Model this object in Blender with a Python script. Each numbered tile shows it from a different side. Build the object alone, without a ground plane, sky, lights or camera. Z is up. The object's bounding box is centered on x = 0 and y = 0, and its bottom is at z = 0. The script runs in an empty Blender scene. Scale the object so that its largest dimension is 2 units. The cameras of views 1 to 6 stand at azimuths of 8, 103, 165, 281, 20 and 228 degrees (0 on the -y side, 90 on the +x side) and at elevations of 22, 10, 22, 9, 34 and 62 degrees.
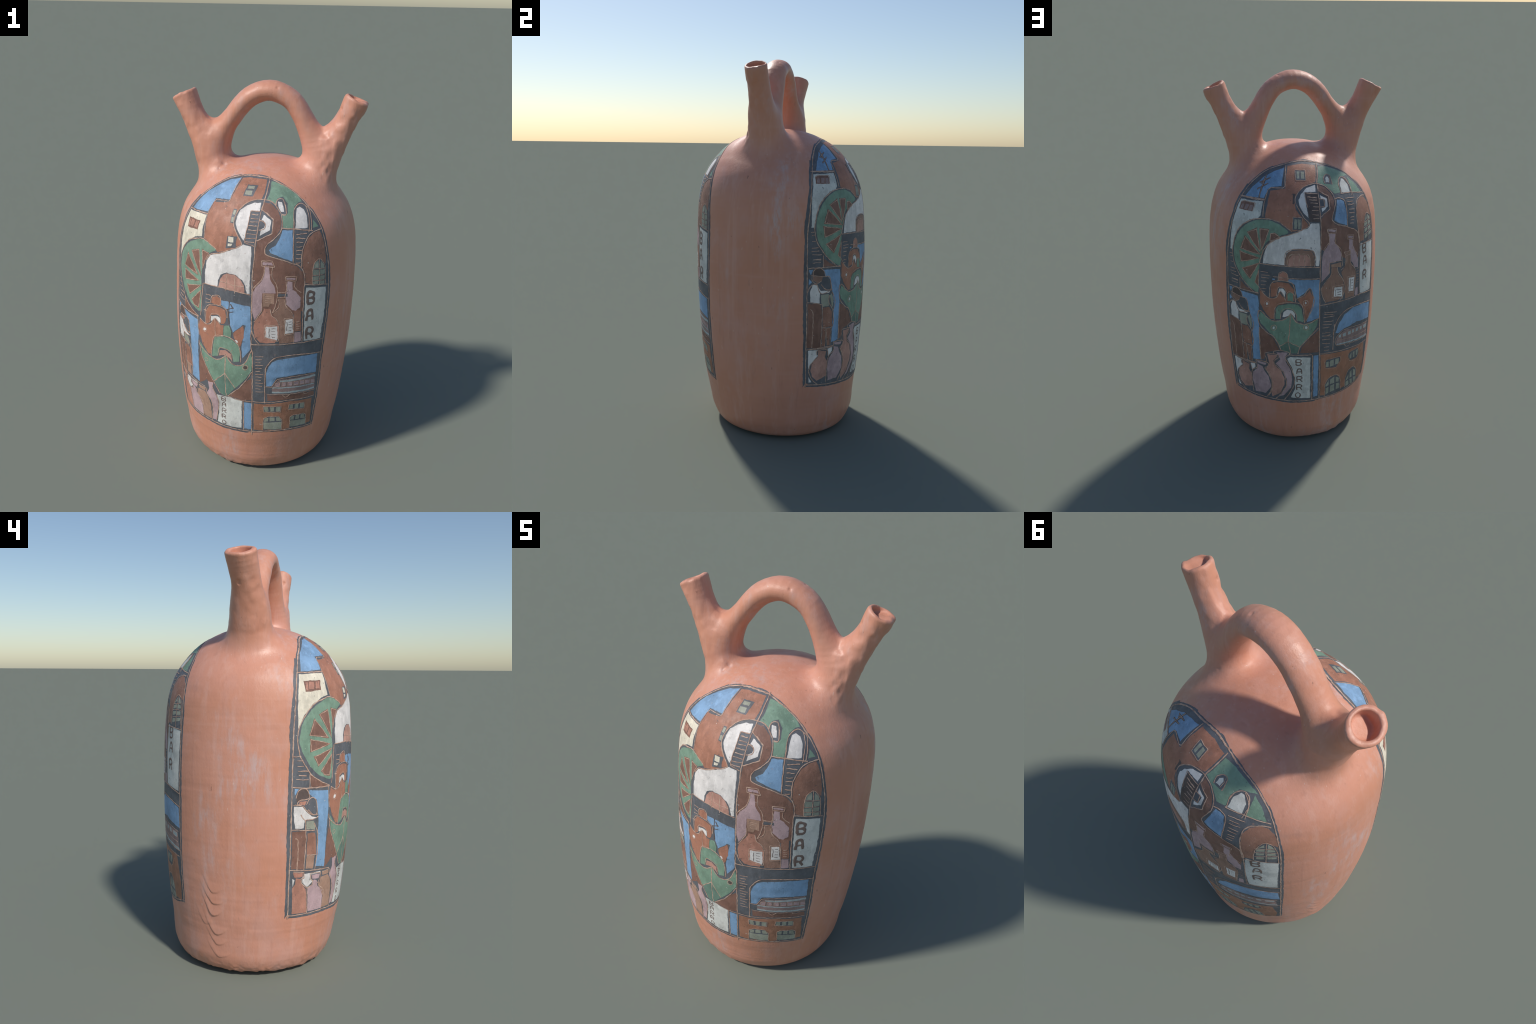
import math
import numpy as np

# =====================================================================
#  A twin-spouted terracotta water jug with a stirrup handle and two
#  arched, painted and incised town panels.  Metres, z up.
#  The clay body is an implicit surface (profile of revolution + swept
#  spouts + swept handle, blended), meshed here and split into its parts.
# =====================================================================

# ---------------------------------------------------------------- noise
def _hash(i, j, k, seed):
    h = (i * 374761393 + j * 668265263 + k * 2147483647 + seed * 974711) & 0xFFFFFFFF
    h = ((h ^ (h >> 13)) * 1274126177) & 0xFFFFFFFF
    h = h ^ (h >> 16)
    return (h & 0xFFFF) / 65535.0 * 2.0 - 1.0


def noise3(p, freq, seed=0):
    """smooth value noise in [-1, 1]; freq may be a number or per-axis triple"""
    q = p * np.asarray(freq, float)
    f = np.floor(q)
    t = q - f
    t = t * t * t * (t * (t * 6 - 15) + 10)
    i = f.astype(np.int64)
    out = 0
    for a in (0, 1):
        wa = t[:, 0] if a else 1 - t[:, 0]
        for b in (0, 1):
            wb = t[:, 1] if b else 1 - t[:, 1]
            for c in (0, 1):
                wc = t[:, 2] if c else 1 - t[:, 2]
                out = out + wa * wb * wc * _hash(i[:, 0] + a, i[:, 1] + b, i[:, 2] + c, seed)
    return out


def smooth01(x):
    x = np.clip(x, 0, 1)
    return x * x * (3 - 2 * x)


def bump(x, centre, width):
    return np.exp(-((x - centre) / width) ** 2)


# ------------------------------------------------------------ body form
# profile of the wheel-thrown body: (radius, height)
PROFILE = [(0.000, 0.005), (0.200, 0.004), (0.310, 0.004), (0.342, 0.006), (0.363, 0.015),
           (0.380, 0.033), (0.394, 0.062), (0.406, 0.098), (0.413, 0.145), (0.419, 0.200),
           (0.434, 0.300), (0.449, 0.450), (0.463, 0.650), (0.468, 0.850), (0.466, 1.050),
           (0.458, 1.200), (0.445, 1.300), (0.420, 1.385), (0.385, 1.447), (0.343, 1.498),
           (0.300, 1.540), (0.250, 1.573), (0.200, 1.598), (0.150, 1.616), (0.110, 1.626),
           (0.060, 1.634), (0.000, 1.638)]


def catmull(points, per=8, closed=False):
    P = np.asarray(points, float)
    n = len(P)
    out = []
    for i in range(n if closed else n - 1):
        if closed:
            a, b, c, d = P[(i - 1) % n], P[i], P[(i + 1) % n], P[(i + 2) % n]
        else:
            a, b, c, d = P[max(i - 1, 0)], P[i], P[i + 1], P[min(i + 2, n - 1)]
        for s in range(per):
            t = s / per
            out.append(0.5 * (2 * b + (c - a) * t + (2 * a - 5 * b + 4 * c - d) * t * t
                              + (3 * b - a - 3 * c + d) * t ** 3))
    if not closed:
        out.append(P[-1])
    return np.array(out)


_prof = catmull(PROFILE, 6)
_CR, _CZ, _CH = 300, 1060, 0.002           # lookup table of the signed profile distance
_Z0 = -0.06


def _profile_table():
    rr = np.arange(_CR) * _CH
    zz = _Z0 + np.arange(_CZ) * _CH
    R, Z = np.meshgrid(rr, zz, indexing='ij')
    best = np.full(R.shape, 9.0)
    for a, b in zip(_prof[:-1], _prof[1:]):
        d = b - a
        t = np.clip(((R - a[0]) * d[0] + (Z - a[1]) * d[1]) / (d @ d + 1e-12), 0, 1)
        best = np.minimum(best, (R - a[0] - t * d[0]) ** 2 + (Z - a[1] - t * d[1]) ** 2)
    dist = np.sqrt(best)
    k = np.argmax(_prof[:, 0])
    inner = np.zeros(R.shape, bool)
    low, up = _prof[:k + 1], _prof[k:]
    zl = np.interp(R, low[:, 0], low[:, 1], right=9)
    zu = np.interp(R, up[::-1, 0], up[::-1, 1], right=-9)
    inner = (Z > zl) & (Z < zu)
    return np.where(inner, -dist, dist)


_TABLE = _profile_table()


def axis_at(z):
    """the throwing axis leans by about a degree"""
    top = smooth01((z - 1.15) / 0.30)
    return -0.0030 + 0.0140 * (z - 0.7) - 0.004 * top, 0.0012 - 0.0093 * (z - 0.7) - 0.002 * top + 0.009 * smooth01((0.28 - z) / 0.22)


def d_body(p):
    cx, cy = axis_at(np.clip(p[:, 2], 0, 1.6))
    x, y = p[:, 0] - cx, p[:, 1] - cy
    rho = np.sqrt(x * x + y * y) + 1e-9
    c2, s2 = (x * x - y * y) / rho ** 2, 2 * x * y / rho ** 2
    rho = rho / (1 + 0.0010 * c2 + 0.0080 * s2)
    a = np.clip(rho / _CH, 0, _CR - 1.001)
    # the foot is worn away under the left flank
    worn = 0.014 * smooth01((-x - 0.10) / 0.22) * np.exp(-np.maximum(p[:, 2], 0) / 0.035)
    b = np.clip((p[:, 2] - worn - _Z0) / _CH, 0, _CZ - 1.001)
    i, j = a.astype(int), b.astype(int)
    u, v = a - i, b - j
    T = _TABLE
    d = (T[i, j] * (1 - u) * (1 - v) + T[i + 1, j] * u * (1 - v)
         + T[i, j + 1] * (1 - u) * v + T[i + 1, j + 1] * u * v)
    return d + np.maximum(rho - (_CR - 1) * _CH, 0)


# ------------------------------------------------- swept tubes (x, y, z, r)
def d_sweep(p, spine):
    """rounded tube along a spine of (x, y, z, radius, stretch in y)"""
    S = catmull(spine, 4)
    best = np.full(len(p), 9.0)
    for a, b in zip(S[:-1], S[1:]):
        ax = a[:3]
        d = b[:3] - ax
        w = p - ax
        t = np.clip((w @ d) / (d @ d + 1e-12), 0, 1)
        e = w - t[:, None] * d
        e[:, 1] /= a[4] + t * (b[4] - a[4])
        best = np.minimum(best, np.sqrt((e * e).sum(1)) - a[3] - t * (b[3] - a[3]))
    return best


SPOUT_LEFT = [(-0.205, -0.012, 1.440, 0.060, 1.20), (-0.243, -0.015, 1.540, 0.053, 1.22),
              (-0.294, -0.018, 1.630, 0.053, 1.24), (-0.333, -0.018, 1.720, 0.0520, 1.30),
              (-0.371, -0.014, 1.815, 0.0535, 1.22), (-0.408, -0.005, 1.900, 0.0610, 1.14),
              (-0.436, 0.000, 1.966, 0.0680, 1.10)]
SPOUT_RIGHT = [(0.230, -0.030, 1.450, 0.058, 1.15), (0.263, -0.036, 1.550, 0.053, 1.18),
               (0.300, -0.040, 1.640, 0.053, 1.18), (0.335, -0.042, 1.730, 0.0520, 1.16),
               (0.374, -0.044, 1.825, 0.0520, 1.06), (0.412, -0.050, 1.908, 0.0590, 0.94),
               (0.438, -0.053, 1.970, 0.0640, 0.90)]
HANDLE = [(-0.262, -0.010, 1.560, 0.030, 1.3), (-0.243, -0.013, 1.660, 0.034, 1.35), (-0.210, -0.017, 1.755, 0.043, 1.4),
          (-0.160, -0.021, 1.842, 0.0465, 1.4), (-0.088, -0.024, 1.920, 0.0465, 1.36), (0.006, -0.026, 1.952, 0.0465, 1.36),
          (0.102, -0.027, 1.920, 0.0465, 1.36), (0.162, -0.028, 1.846, 0.0475, 1.4), (0.196, -0.028, 1.760, 0.045, 1.4),
          (0.224, -0.027, 1.665, 0.036, 1.35), (0.246, -0.026, 1.560, 0.030, 1.3)]

# mouths: centre of the rim plane, outward direction
MOUTH_LEFT = (np.array([-0.418, -0.002, 1.927]), np.array([-0.40, 0.03, 0.915]))
MOUTH_RIGHT = (np.array([0.4195, -0.050, 1.931]), np.array([0.385, -0.03, 0.922]))


def smin(a, b, k):
    h = np.clip(0.5 + 0.5 * (b - a) / k, 0, 1)
    return b + (a - b) * h - k * h * (1 - h)


def smax(a, b, k):
    return -smin(-a, -b, k)


def along(p, mouth):
    c, n = mouth
    n = n / np.linalg.norm(n)
    w = p - c
    h = w @ n
    return h, w - h[:, None] * n


def azimuth(p):
    """degrees, 0 on -y, 90 on +x"""
    return np.degrees(np.arctan2(p[:, 0], -p[:, 1]))


def relief(p):
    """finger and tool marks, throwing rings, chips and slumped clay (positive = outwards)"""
    x, y, z = p[:, 0], p[:, 1], p[:, 2]
    az = azimuth(p)
    d = 0.0016 * noise3(p, (5, 5, 4), 3) + 0.0006 * noise3(p, (14, 14, 30), 5)
    # throwing rings
    d += 0.0003 * noise3(p, (3, 3, 70), 8) * smooth01((1.5 - z) / 0.2)
    # pinched and scraped spouts
    up = smooth01((z - 1.50) / 0.12)
    front = smooth01((-y + 0.01) / 0.05)
    sp = smooth01((np.abs(x) - 0.24) / 0.06)
    d += up * sp * (0.0004 + 0.0013 * front + 0.0016 * front * smooth01(x / 0.2)) * noise3(p, (42, 42, 30), 11)
    d += up * 0.0007 * noise3(p, (26, 26, 20), 12)
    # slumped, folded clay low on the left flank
    flank = (np.abs(az + 107) < 26) & (z < 0.60)
    if flank.any():
        fz, fa, fp = z[flank], az[flank], p[flank]
        add = np.zeros(len(fz))
        for z0, a0, depth, width in FOLDS:
            a = (fa - a0) / width
            rise = np.where(a < 0, 0.055 * np.abs(a) ** 1.5, 0.020 * a * a)
            t = (fz - z0 - rise + 0.004 * noise3(fp, (16, 16, 16), 23)) / 0.055
            add += depth * np.exp(-np.abs(a) ** 2.4) * np.where(t < 0, 0, np.minimum(t / 0.10, 1) * np.clip(1 - t, 0, 1))
        d[flank] += add
    # rough foot
    foot = smooth01((0.10 - z) / 0.10) * smooth01((-x + 0.12) / 0.3)
    d += foot * (0.005 * noise3(p, (30, 30, 22), 31) + 0.0028 * noise3(p, (70, 70, 50), 32))
    # gouges, pits and nicks pressed into the clay
    for gx, gy, gz, r, depth in GOUGES:
        near = (np.abs(x - gx) < 3 * r) & (np.abs(y - gy) < 3 * r) & (np.abs(z - gz) < 3 * r)
        if near.any():
            q = p[near] - np.array([gx, gy, gz])
            d[near] -= depth * np.exp(-(q * q).sum(1) / (r * r))
    return d


# overhanging folds: (height, azimuth, depth, half width in degrees)
FOLDS = [(0.415, -105.5, 0.0030, 5.0), (0.360, -105.0, 0.0042, 6.0), (0.305, -106.0, 0.0055, 5.0),
         (0.212, -104.5, 0.0050, 5.5), (0.160, -104.0, 0.0032, 6.0), (0.255, -112.0, 0.0018, 5.0),
         (0.095, -103.0, 0.0028, 7.0)]
# (x, y, z, radius, depth)
GOUGES = [(-0.428, 0.026, 1.897, 0.008, 0.016), (-0.220, -0.136, 1.591, 0.006, 0.008), (-0.215, -0.131, 1.599, 0.006, 0.009),
          (-0.207, -0.124, 1.605, 0.006, 0.010), (-0.198, -0.115, 1.611, 0.0075, 0.022),
          (-0.226, -0.118, 1.622, 0.016, -0.003), (-0.420, 0.007, 1.797, 0.0055, 0.012),
          (-0.418, 0.007, 1.787, 0.0055, 0.014), (0.048, -0.080, 1.970, 0.006, 0.003),
          (0.351, -0.076, 1.887, 0.006, 0.005), (0.351, -0.076, 1.879, 0.005, 0.004),
          (0.222, 0.063, 1.631, 0.007, 0.004), (-0.213, 0.091, 1.611, 0.007, 0.004),
          (0.090, -0.010, 1.976, 0.007, 0.003)]


def parts_distance(p):
    body = d_body(p)
    far = np.full(len(p), 9.0)
    dl, dr, dh = far.copy(), far.copy(), far.copy()
    m = p[:, 2] > 1.30
    q = p[m]
    dl[m] = d_sweep(q, SPOUT_LEFT)
    dr[m] = d_sweep(q, SPOUT_RIGHT)
    dh[m] = d_sweep(q, HANDLE)
    return body, dl, dr, dh


def mouth_cut(p, tube, mouth, bore, depth, floor_tilt):
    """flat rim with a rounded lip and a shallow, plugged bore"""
    h, w = along(p, mouth)
    rad = np.sqrt((w * w).sum(1))
    d = smax(tube, h + 0.004 * noise3(p, (16, 16, 16), 41) + 0.002 * noise3(p, (45, 45, 45), 42), 0.014)
    floor = -depth + floor_tilt[0] * w[:, 0] + floor_tilt[1] * w[:, 1]
    hole = smax(rad - bore - 0.10 * np.minimum(h, 0.0), floor - h, 0.012)
    return smax(d, -hole, 0.008)


def field(p):
    body, dl, dr, dh = parts_distance(p)
    m = p[:, 2] > 1.30
    F = body.copy()
    q = p[m]
    l = mouth_cut(q, dl[m], MOUTH_LEFT, 0.046, 0.042, (0.10, 0.20))
    r = mouth_cut(q, dr[m], MOUTH_RIGHT, 0.044, 0.020, (0.55, 0.1))
    # deeper hollow on the handle side of the right mouth
    h, w = along(q, MOUTH_RIGHT)
    e = np.sqrt(((w[:, 0] + 0.024) / 0.55) ** 2 + (w[:, 1] + 0.004) ** 2 + (w[:, 2] - 0.01) ** 2)
    r = smax(r, -smax(e - 0.026, -0.060 - h, 0.01), 0.008)
    up = smin(smin(l, dh[m], 0.15), smin(r, dh[m], 0.14), 0.002)
    F[m] = smin(F[m], up, 0.078)
    return F


def surface(p):
    return field(p) - relief(p)


def gradient(p, fn=surface, e=0.0008):
    g = np.empty_like(p)
    for k in range(3):
        o = np.zeros(3)
        o[k] = e
        g[:, k] = (fn(p + o) - fn(p - o)) / (2 * e)
    return g


def project(p, steps=3, fn=surface):
    p = p.copy()
    for _ in range(steps):
        g = gradient(p, fn)
        f = fn(p)
        p -= np.clip(f / ((g * g).sum(1) + 0.05), -0.01, 0.01)[:, None] * g
    return p


# ---------------------------------------------------------- surface nets
def surface_net(lo, hi, h):
    n = np.ceil((np.array(hi) - lo) / h).astype(int) + 1
    ax = [lo[k] + h * np.arange(n[k]) for k in range(3)]
    V = np.empty(tuple(n), np.float32)
    for k, z in enumerate(ax[2]):
        X, Y = np.meshgrid(ax[0], ax[1], indexing='ij')
        V[:, :, k] = surface(np.stack([X.ravel(), Y.ravel(), np.full(X.size, z)], 1)).reshape(X.shape)
    S = V < 0
    # cells touched by the surface
    c = np.zeros(tuple(n - 1), np.int8)
    for a in (0, 1):
        for b in (0, 1):
            for d in (0, 1):
                c += S[a:n[0] - 1 + a, b:n[1] - 1 + b, d:n[2] - 1 + d]
    cells = np.argwhere((c > 0) & (c < 8))
    index = np.full(tuple(n - 1), -1, np.int64)
    index[tuple(cells.T)] = np.arange(len(cells))
    acc = np.zeros((len(cells), 3))
    cnt = np.zeros(len(cells))
    corners = [(a, b, d) for a in (0, 1) for b in (0, 1) for d in (0, 1)]
    for A in corners:
        for k in range(3):
            if A[k]:
                continue
            B = list(A)
            B[k] = 1
            va = V[tuple((cells + A).T)]
            vb = V[tuple((cells + B).T)]
            m = (va < 0) != (vb < 0)
            t = va[m] / (va[m] - vb[m])
            pos = np.tile(np.array(A, float), (m.sum(), 1))
            pos[:, k] += t
            acc[m] += pos
            cnt[m] += 1
    verts = np.array(lo) + h * (cells + acc / cnt[:, None])
    quads = []
    for k in range(3):
        u, v = (k + 1) % 3, (k + 2) % 3
        sl0 = [slice(None)] * 3
        sl1 = [slice(None)] * 3
        sl0[k], sl1[k] = slice(0, -1), slice(1, None)
        cross = np.argwhere(S[tuple(sl0)] != S[tuple(sl1)])
        inside = S[tuple(cross.T)]
        ok = (cross[:, u] > 0) & (cross[:, v] > 0) & (cross[:, u] < n[u] - 1) & (cross[:, v] < n[v] - 1)
        cross, inside = cross[ok], inside[ok]
        eu, ev = np.zeros(3, int), np.zeros(3, int)
        eu[u], ev[v] = 1, 1
        q = np.stack([index[tuple((cross - eu - ev).T)], index[tuple((cross - ev).T)],
                      index[tuple(cross.T)], index[tuple((cross - eu).T)]], 1)
        q[~inside] = q[~inside][:, ::-1]
        quads.append(q)
    return verts, np.concatenate(quads)


def split_quads(verts, quads):
    """one level of midpoint refinement"""
    e = np.sort(np.concatenate([quads[:, [k, (k + 1) % 4]] for k in range(4)]), 1)
    uniq, inv = np.unique(e, axis=0, return_inverse=True)
    inv = inv.reshape(-1)
    m = len(quads)
    mid = (verts[uniq[:, 0]] + verts[uniq[:, 1]]) / 2
    cen = verts[quads].mean(1)
    nv, ne = len(verts), len(uniq)
    E = [nv + inv[k * m:(k + 1) * m] for k in range(4)]
    C = nv + ne + np.arange(m)
    out = [np.stack([quads[:, k], E[k], C, E[(k - 1) % 4]], 1) for k in range(4)]
    return np.concatenate([verts, mid, cen]), np.concatenate(out)
import bpy
from mathutils import Vector
from mathutils.geometry import delaunay_2d_cdt


# ------------------------------------------------------------- materials
class Nodes:
    """tiny helper around a material's node tree"""

    def __init__(self, name):
        self.mat = bpy.data.materials.new(name)
        self.mat.use_nodes = True
        self.nt = self.mat.node_tree
        self.bsdf = self.nt.nodes['Principled BSDF']
        self.coord = self.nt.nodes.new('ShaderNodeTexCoord').outputs['Object']

    def link(self, a, b):
        self.nt.links.new(a, b)

    def noise(self, scale, detail=3.0, rough=0.55, stretch=None, shift=0.0):
        n = self.nt.nodes.new('ShaderNodeTexNoise')
        n.inputs['Scale'].default_value = scale
        n.inputs['Detail'].default_value = detail
        n.inputs['Roughness'].default_value = rough
        m = self.nt.nodes.new('ShaderNodeMapping')
        m.inputs['Location'].default_value = (shift, shift * 0.7, shift * 1.3)
        if stretch:
            m.inputs['Scale'].default_value = stretch
        self.link(self.coord, m.inputs['Vector'])
        self.link(m.outputs['Vector'], n.inputs['Vector'])
        return n.outputs['Fac']

    def ramp(self, fac, lo, hi, a=0.0, b=1.0):
        r = self.nt.nodes.new('ShaderNodeMapRange')
        r.interpolation_type = 'SMOOTHSTEP'
        r.inputs['From Min'].default_value = lo
        r.inputs['From Max'].default_value = hi
        r.inputs['To Min'].default_value = a
        r.inputs['To Max'].default_value = b
        self.link(fac, r.inputs['Value'])
        return r.outputs['Result']

    def mul(self, a, b):
        m = self.nt.nodes.new('ShaderNodeMath')
        m.operation = 'MULTIPLY'
        for k, v in enumerate((a, b)):
            if isinstance(v, (int, float)):
                m.inputs[k].default_value = v
            else:
                self.link(v, m.inputs[k])
        return m.outputs[0]

    def mix(self, fac, a, b, mode='MIX'):
        m = self.nt.nodes.new('ShaderNodeMix')
        m.data_type = 'RGBA'
        m.blend_type = mode
        for sock, v in ((m.inputs['Factor'], fac), (m.inputs[6], a), (m.inputs[7], b)):
            if isinstance(v, (int, float)):
                sock.default_value = v
            elif isinstance(v, tuple):
                sock.default_value = (*v, 1)
            else:
                self.link(v, sock)
        return m.outputs[2]

    def finish(self, colour, rough, bump=None, strength=0.2, distance=0.002):
        self.link(colour, self.bsdf.inputs['Base Color'])
        if isinstance(rough, (int, float)):
            self.bsdf.inputs['Roughness'].default_value = rough
        else:
            self.link(rough, self.bsdf.inputs['Roughness'])
        if bump is not None:
            b = self.nt.nodes.new('ShaderNodeBump')
            b.inputs['Strength'].default_value = strength
            b.inputs['Distance'].default_value = distance
            self.link(bump, b.inputs['Height'])
            self.link(b.outputs['Normal'], self.bsdf.inputs['Normal'])
        return self.mat


def clay_material():
    n = Nodes('burnished_clay')
    base = (0.648, 0.300, 0.207)
    c = n.mix(n.ramp(n.noise(2.6, 4, 0.6), 0.36, 0.66), base, (0.618, 0.272, 0.172))
    c = n.mix(n.ramp(n.noise(4.5, 4, 0.65, (1, 1, 0.6), 40.0), 0.50, 0.72, 0, 0.5), c, (0.625, 0.350, 0.290))
    # upright strokes of the burnishing stone, and rings left by the wheel
    c = n.mix(n.ramp(n.noise(24, 5, 0.7, (1, 1, 0.05)), 0.48, 0.70, 0, 0.34), c, (0.710, 0.410, 0.328))
    c = n.mix(n.ramp(n.noise(30, 4, 0.7, (1, 1, 0.06), 4.0), 0.54, 0.74, 0, 0.40), c, (0.500, 0.218, 0.150))
    c = n.mix(n.ramp(n.noise(9, 4, 0.65, (0.12, 0.12, 2.4), 9.0), 0.52, 0.76, 0, 0.42), c, (0.665, 0.340, 0.250))
    # bluish-grey sky highlights painted into the clay colour, in broken patches
    painted_sheen = n.mul(n.ramp(n.noise(3.0, 5, 0.65, (1, 1, 0.45), 21.0), 0.52, 0.70, 0, 0.62),
                  n.ramp(n.noise(30, 4, 0.75, (1, 1, 0.25), 2.0), 0.38, 0.66))
    c = n.mix(painted_sheen, c, (0.56, 0.49, 0.50))
    # dark pits and smudges
    c = n.mix(n.ramp(n.noise(50, 3, 0.6, (1, 1, 0.45), 13.0), 0.70, 0.78, 0, 0.65), c, (0.22, 0.10, 0.07))
    c = n.mix(n.ramp(n.noise(17, 4, 0.7, (1, 1, 0.5), 31.0), 0.66, 0.80, 0, 0.40), c, (0.26, 0.16, 0.135))
    # light nicks
    c = n.mix(n.ramp(n.noise(80, 1, 0.5, (1, 1, 0.3), 17.0), 0.775, 0.80, 0, 0.4), c, (0.74, 0.56, 0.48))
    rough = n.ramp(n.noise(7, 4, 0.6, (1, 1, 0.4), 5.0), 0.3, 0.75, 0.36, 0.56)
    return n.finish(c, rough, n.noise(85, 5, 0.7, (1, 1, 0.5), 3.0), 0.28, 0.004)


PAINTS = {  # slip colours
    'blue': (0.235, 0.385, 0.580), 'paleblue': (0.450, 0.510, 0.510), 'red': (0.425, 0.190, 0.122),
    'brown': (0.255, 0.130, 0.095), 'rust': (0.370, 0.182, 0.126), 'orange': (0.420, 0.195, 0.118),
    'umber': (0.335, 0.190, 0.138), 'white': (0.810, 0.755, 0.715), 'greywhite': (0.700, 0.690, 0.640),
    'cream': (0.800, 0.720, 0.575), 'green': (0.215, 0.330, 0.240), 'darkgreen': (0.150, 0.240, 0.188),
    'slate': (0.130, 0.134, 0.148), 'dark': (0.125, 0.088, 0.078), 'pink': (0.530, 0.365, 0.375),
    'mauve': (0.340, 0.232, 0.215), 'clay': (0.520, 0.248, 0.178), 'salmon': (0.560, 0.300, 0.235),
    'lettering': (0.205, 0.140, 0.118), 'tan': (0.440, 0.265, 0.190), 'olive': (0.370, 0.375, 0.295),
}


def paint_material(name, colour):
    n = Nodes(name + '_slip')
    dark = tuple(v * 0.74 for v in colour)
    light = tuple(min(1, v * 1.16 + 0.015) for v in colour)
    c = n.mix(n.ramp(n.noise(9, 5, 0.65), 0.34, 0.62), dark, colour)
    c = n.mix(n.ramp(n.noise(40, 5, 0.7, (1, 1, 0.4), 6.0), 0.46, 0.72, 0, 0.8), c, light)
    # thin places where the charcoal ground or the bare clay shows through
    c = n.mix(n.ramp(n.noise(24, 6, 0.75, None, 27.0), 0.56, 0.76, 0, 0.40), c, (0.20, 0.16, 0.15))
    c = n.mix(n.ramp(n.noise(75, 3, 0.6, (1, 1, 0.8), 11.0), 0.65, 0.72, 0, 0.60), c, (0.085, 0.08, 0.082))
    c = n.mix(n.ramp(n.noise(48, 3, 0.6, None, 19.0), 0.69, 0.76, 0, 0.45), c, (0.44, 0.24, 0.17))
    c = n.mix(n.ramp(n.noise(95, 1, 0.5, None, 23.0), 0.77, 0.80, 0, 0.7), c, (0.70, 0.64, 0.58))
    rough = n.ramp(n.noise(30, 3), 0.3, 0.7, 0.50, 0.66)
    return n.finish(c, rough, n.noise(150, 3, 0.6), 0.25, 0.003)


def line_material():
    n = Nodes('scratched_clay_line')
    c = n.mix(n.ramp(n.noise(60, 3, 0.6), 0.35, 0.65), (0.430, 0.255, 0.185), (0.590, 0.405, 0.310))
    c = n.mix(n.ramp(n.noise(26, 2, 0.5, None, 5.0), 0.58, 0.70, 0, 0.6), c, (0.20, 0.13, 0.11))
    return n.finish(c, 0.7)


CLAY = clay_material()
LINE = line_material()
SLIP = {k: paint_material(k, v) for k, v in PAINTS.items()}

root = bpy.data.objects.new('painted_water_jug', None)
bpy.context.collection.objects.link(root)
root['label'] = 'terracotta twin-spouted jug with handle and painted town panels'
root['category'] = 'water jug'


def add_object(name, mesh, parent):
    ob = bpy.data.objects.new(name, mesh)
    bpy.context.collection.objects.link(ob)
    ob.parent = parent
    return ob


# ---------------------------------------------------------- build the clay
def clay_parts():
    verts, quads = surface_net((-0.53, -0.51, -0.03), (0.53, 0.51, 2.03), 0.008)
    verts = project(verts, 2)
    verts, quads = split_quads(verts, quads)
    verts = project(verts, 2)
    drop = verts[:, 2].min()
    cen = verts[quads].mean(1)
    body, dl, dr, dh = parts_distance(cen)
    verts[:, 2] -= drop
    a, b, c, d = (verts[quads[:, k]] for k in range(4))
    fn = np.cross(c - a, d - b)
    vn = np.stack([sum(np.bincount(quads[:, k], fn[:, j], len(verts)) for k in range(4)) for j in range(3)], 1)
    vn /= np.linalg.norm(vn, axis=1, keepdims=True) + 1e-12
    up = cen[:, 2] > 1.50
    sp = np.where(cen[:, 0] < 0, dl, dr)
    part = np.zeros(len(quads), int)
    spout = (sp < body + 0.004) & (sp <= dh) & up
    part[spout] = np.where(cen[spout, 0] < 0, 1, 2)
    part[(dh < sp) & (dh < body + 0.004) & up] = 3
    for i, nm in enumerate(['body', 'spout', 'spout', 'handle']):
        f = quads[part == i]
        used, inv = np.unique(f, return_inverse=True)
        me = bpy.data.meshes.new(nm)
        me.from_pydata(verts[used].tolist(), [], inv.reshape(-1, 4).tolist())
        me.polygons.foreach_set('use_smooth', np.ones(len(f), bool))
        me.normals_split_custom_set_from_vertices(vn[used].tolist())
        me.materials.append(CLAY)
        add_object(nm, me, root)
    return drop


# ------------------------------------------------- painted, incised panels
BELLY = 46.0                        # cm of arc per radian of azimuth
GROUND, LAYER, SCRATCH = 0.0006, 0.00025, 0.0018


def resample(points, closed, step=0.7):
    P = np.asarray(points, float)
    if closed:
        P = np.vstack([P, P[:1]])
    out = []
    for a, b in zip(P[:-1], P[1:]):
        top = 2.6 if max(a[1], b[1]) > 147 else 1.0
        n = max(1, int(np.ceil(np.hypot(b[0] - a[0], (b[1] - a[1]) * top) / step)))
        out += [a + (b - a) * t / n for t in range(n)]
    if not closed:
        out.append(P[-1])
    return np.array(out)


def wobble(P, amount, seed):
    q = np.column_stack([P[:, 0], P[:, 1], np.zeros(len(P))])
    flat = np.where(P[:, 1] > 146, 0.45, 1.0)[:, None]
    return P + amount * np.hstack([np.ones_like(flat), flat]) * (np.column_stack([noise3(q, 0.55, seed), noise3(q, 0.55, seed + 1)])
                         + 0.55 * np.column_stack([noise3(q, 1.7, seed + 5), noise3(q, 1.7, seed + 6)]))


_UP = _prof[np.argmax(_prof[:, 0]):]
_LOW = _prof[:np.argmax(_prof[:, 0]) + 1]


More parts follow.
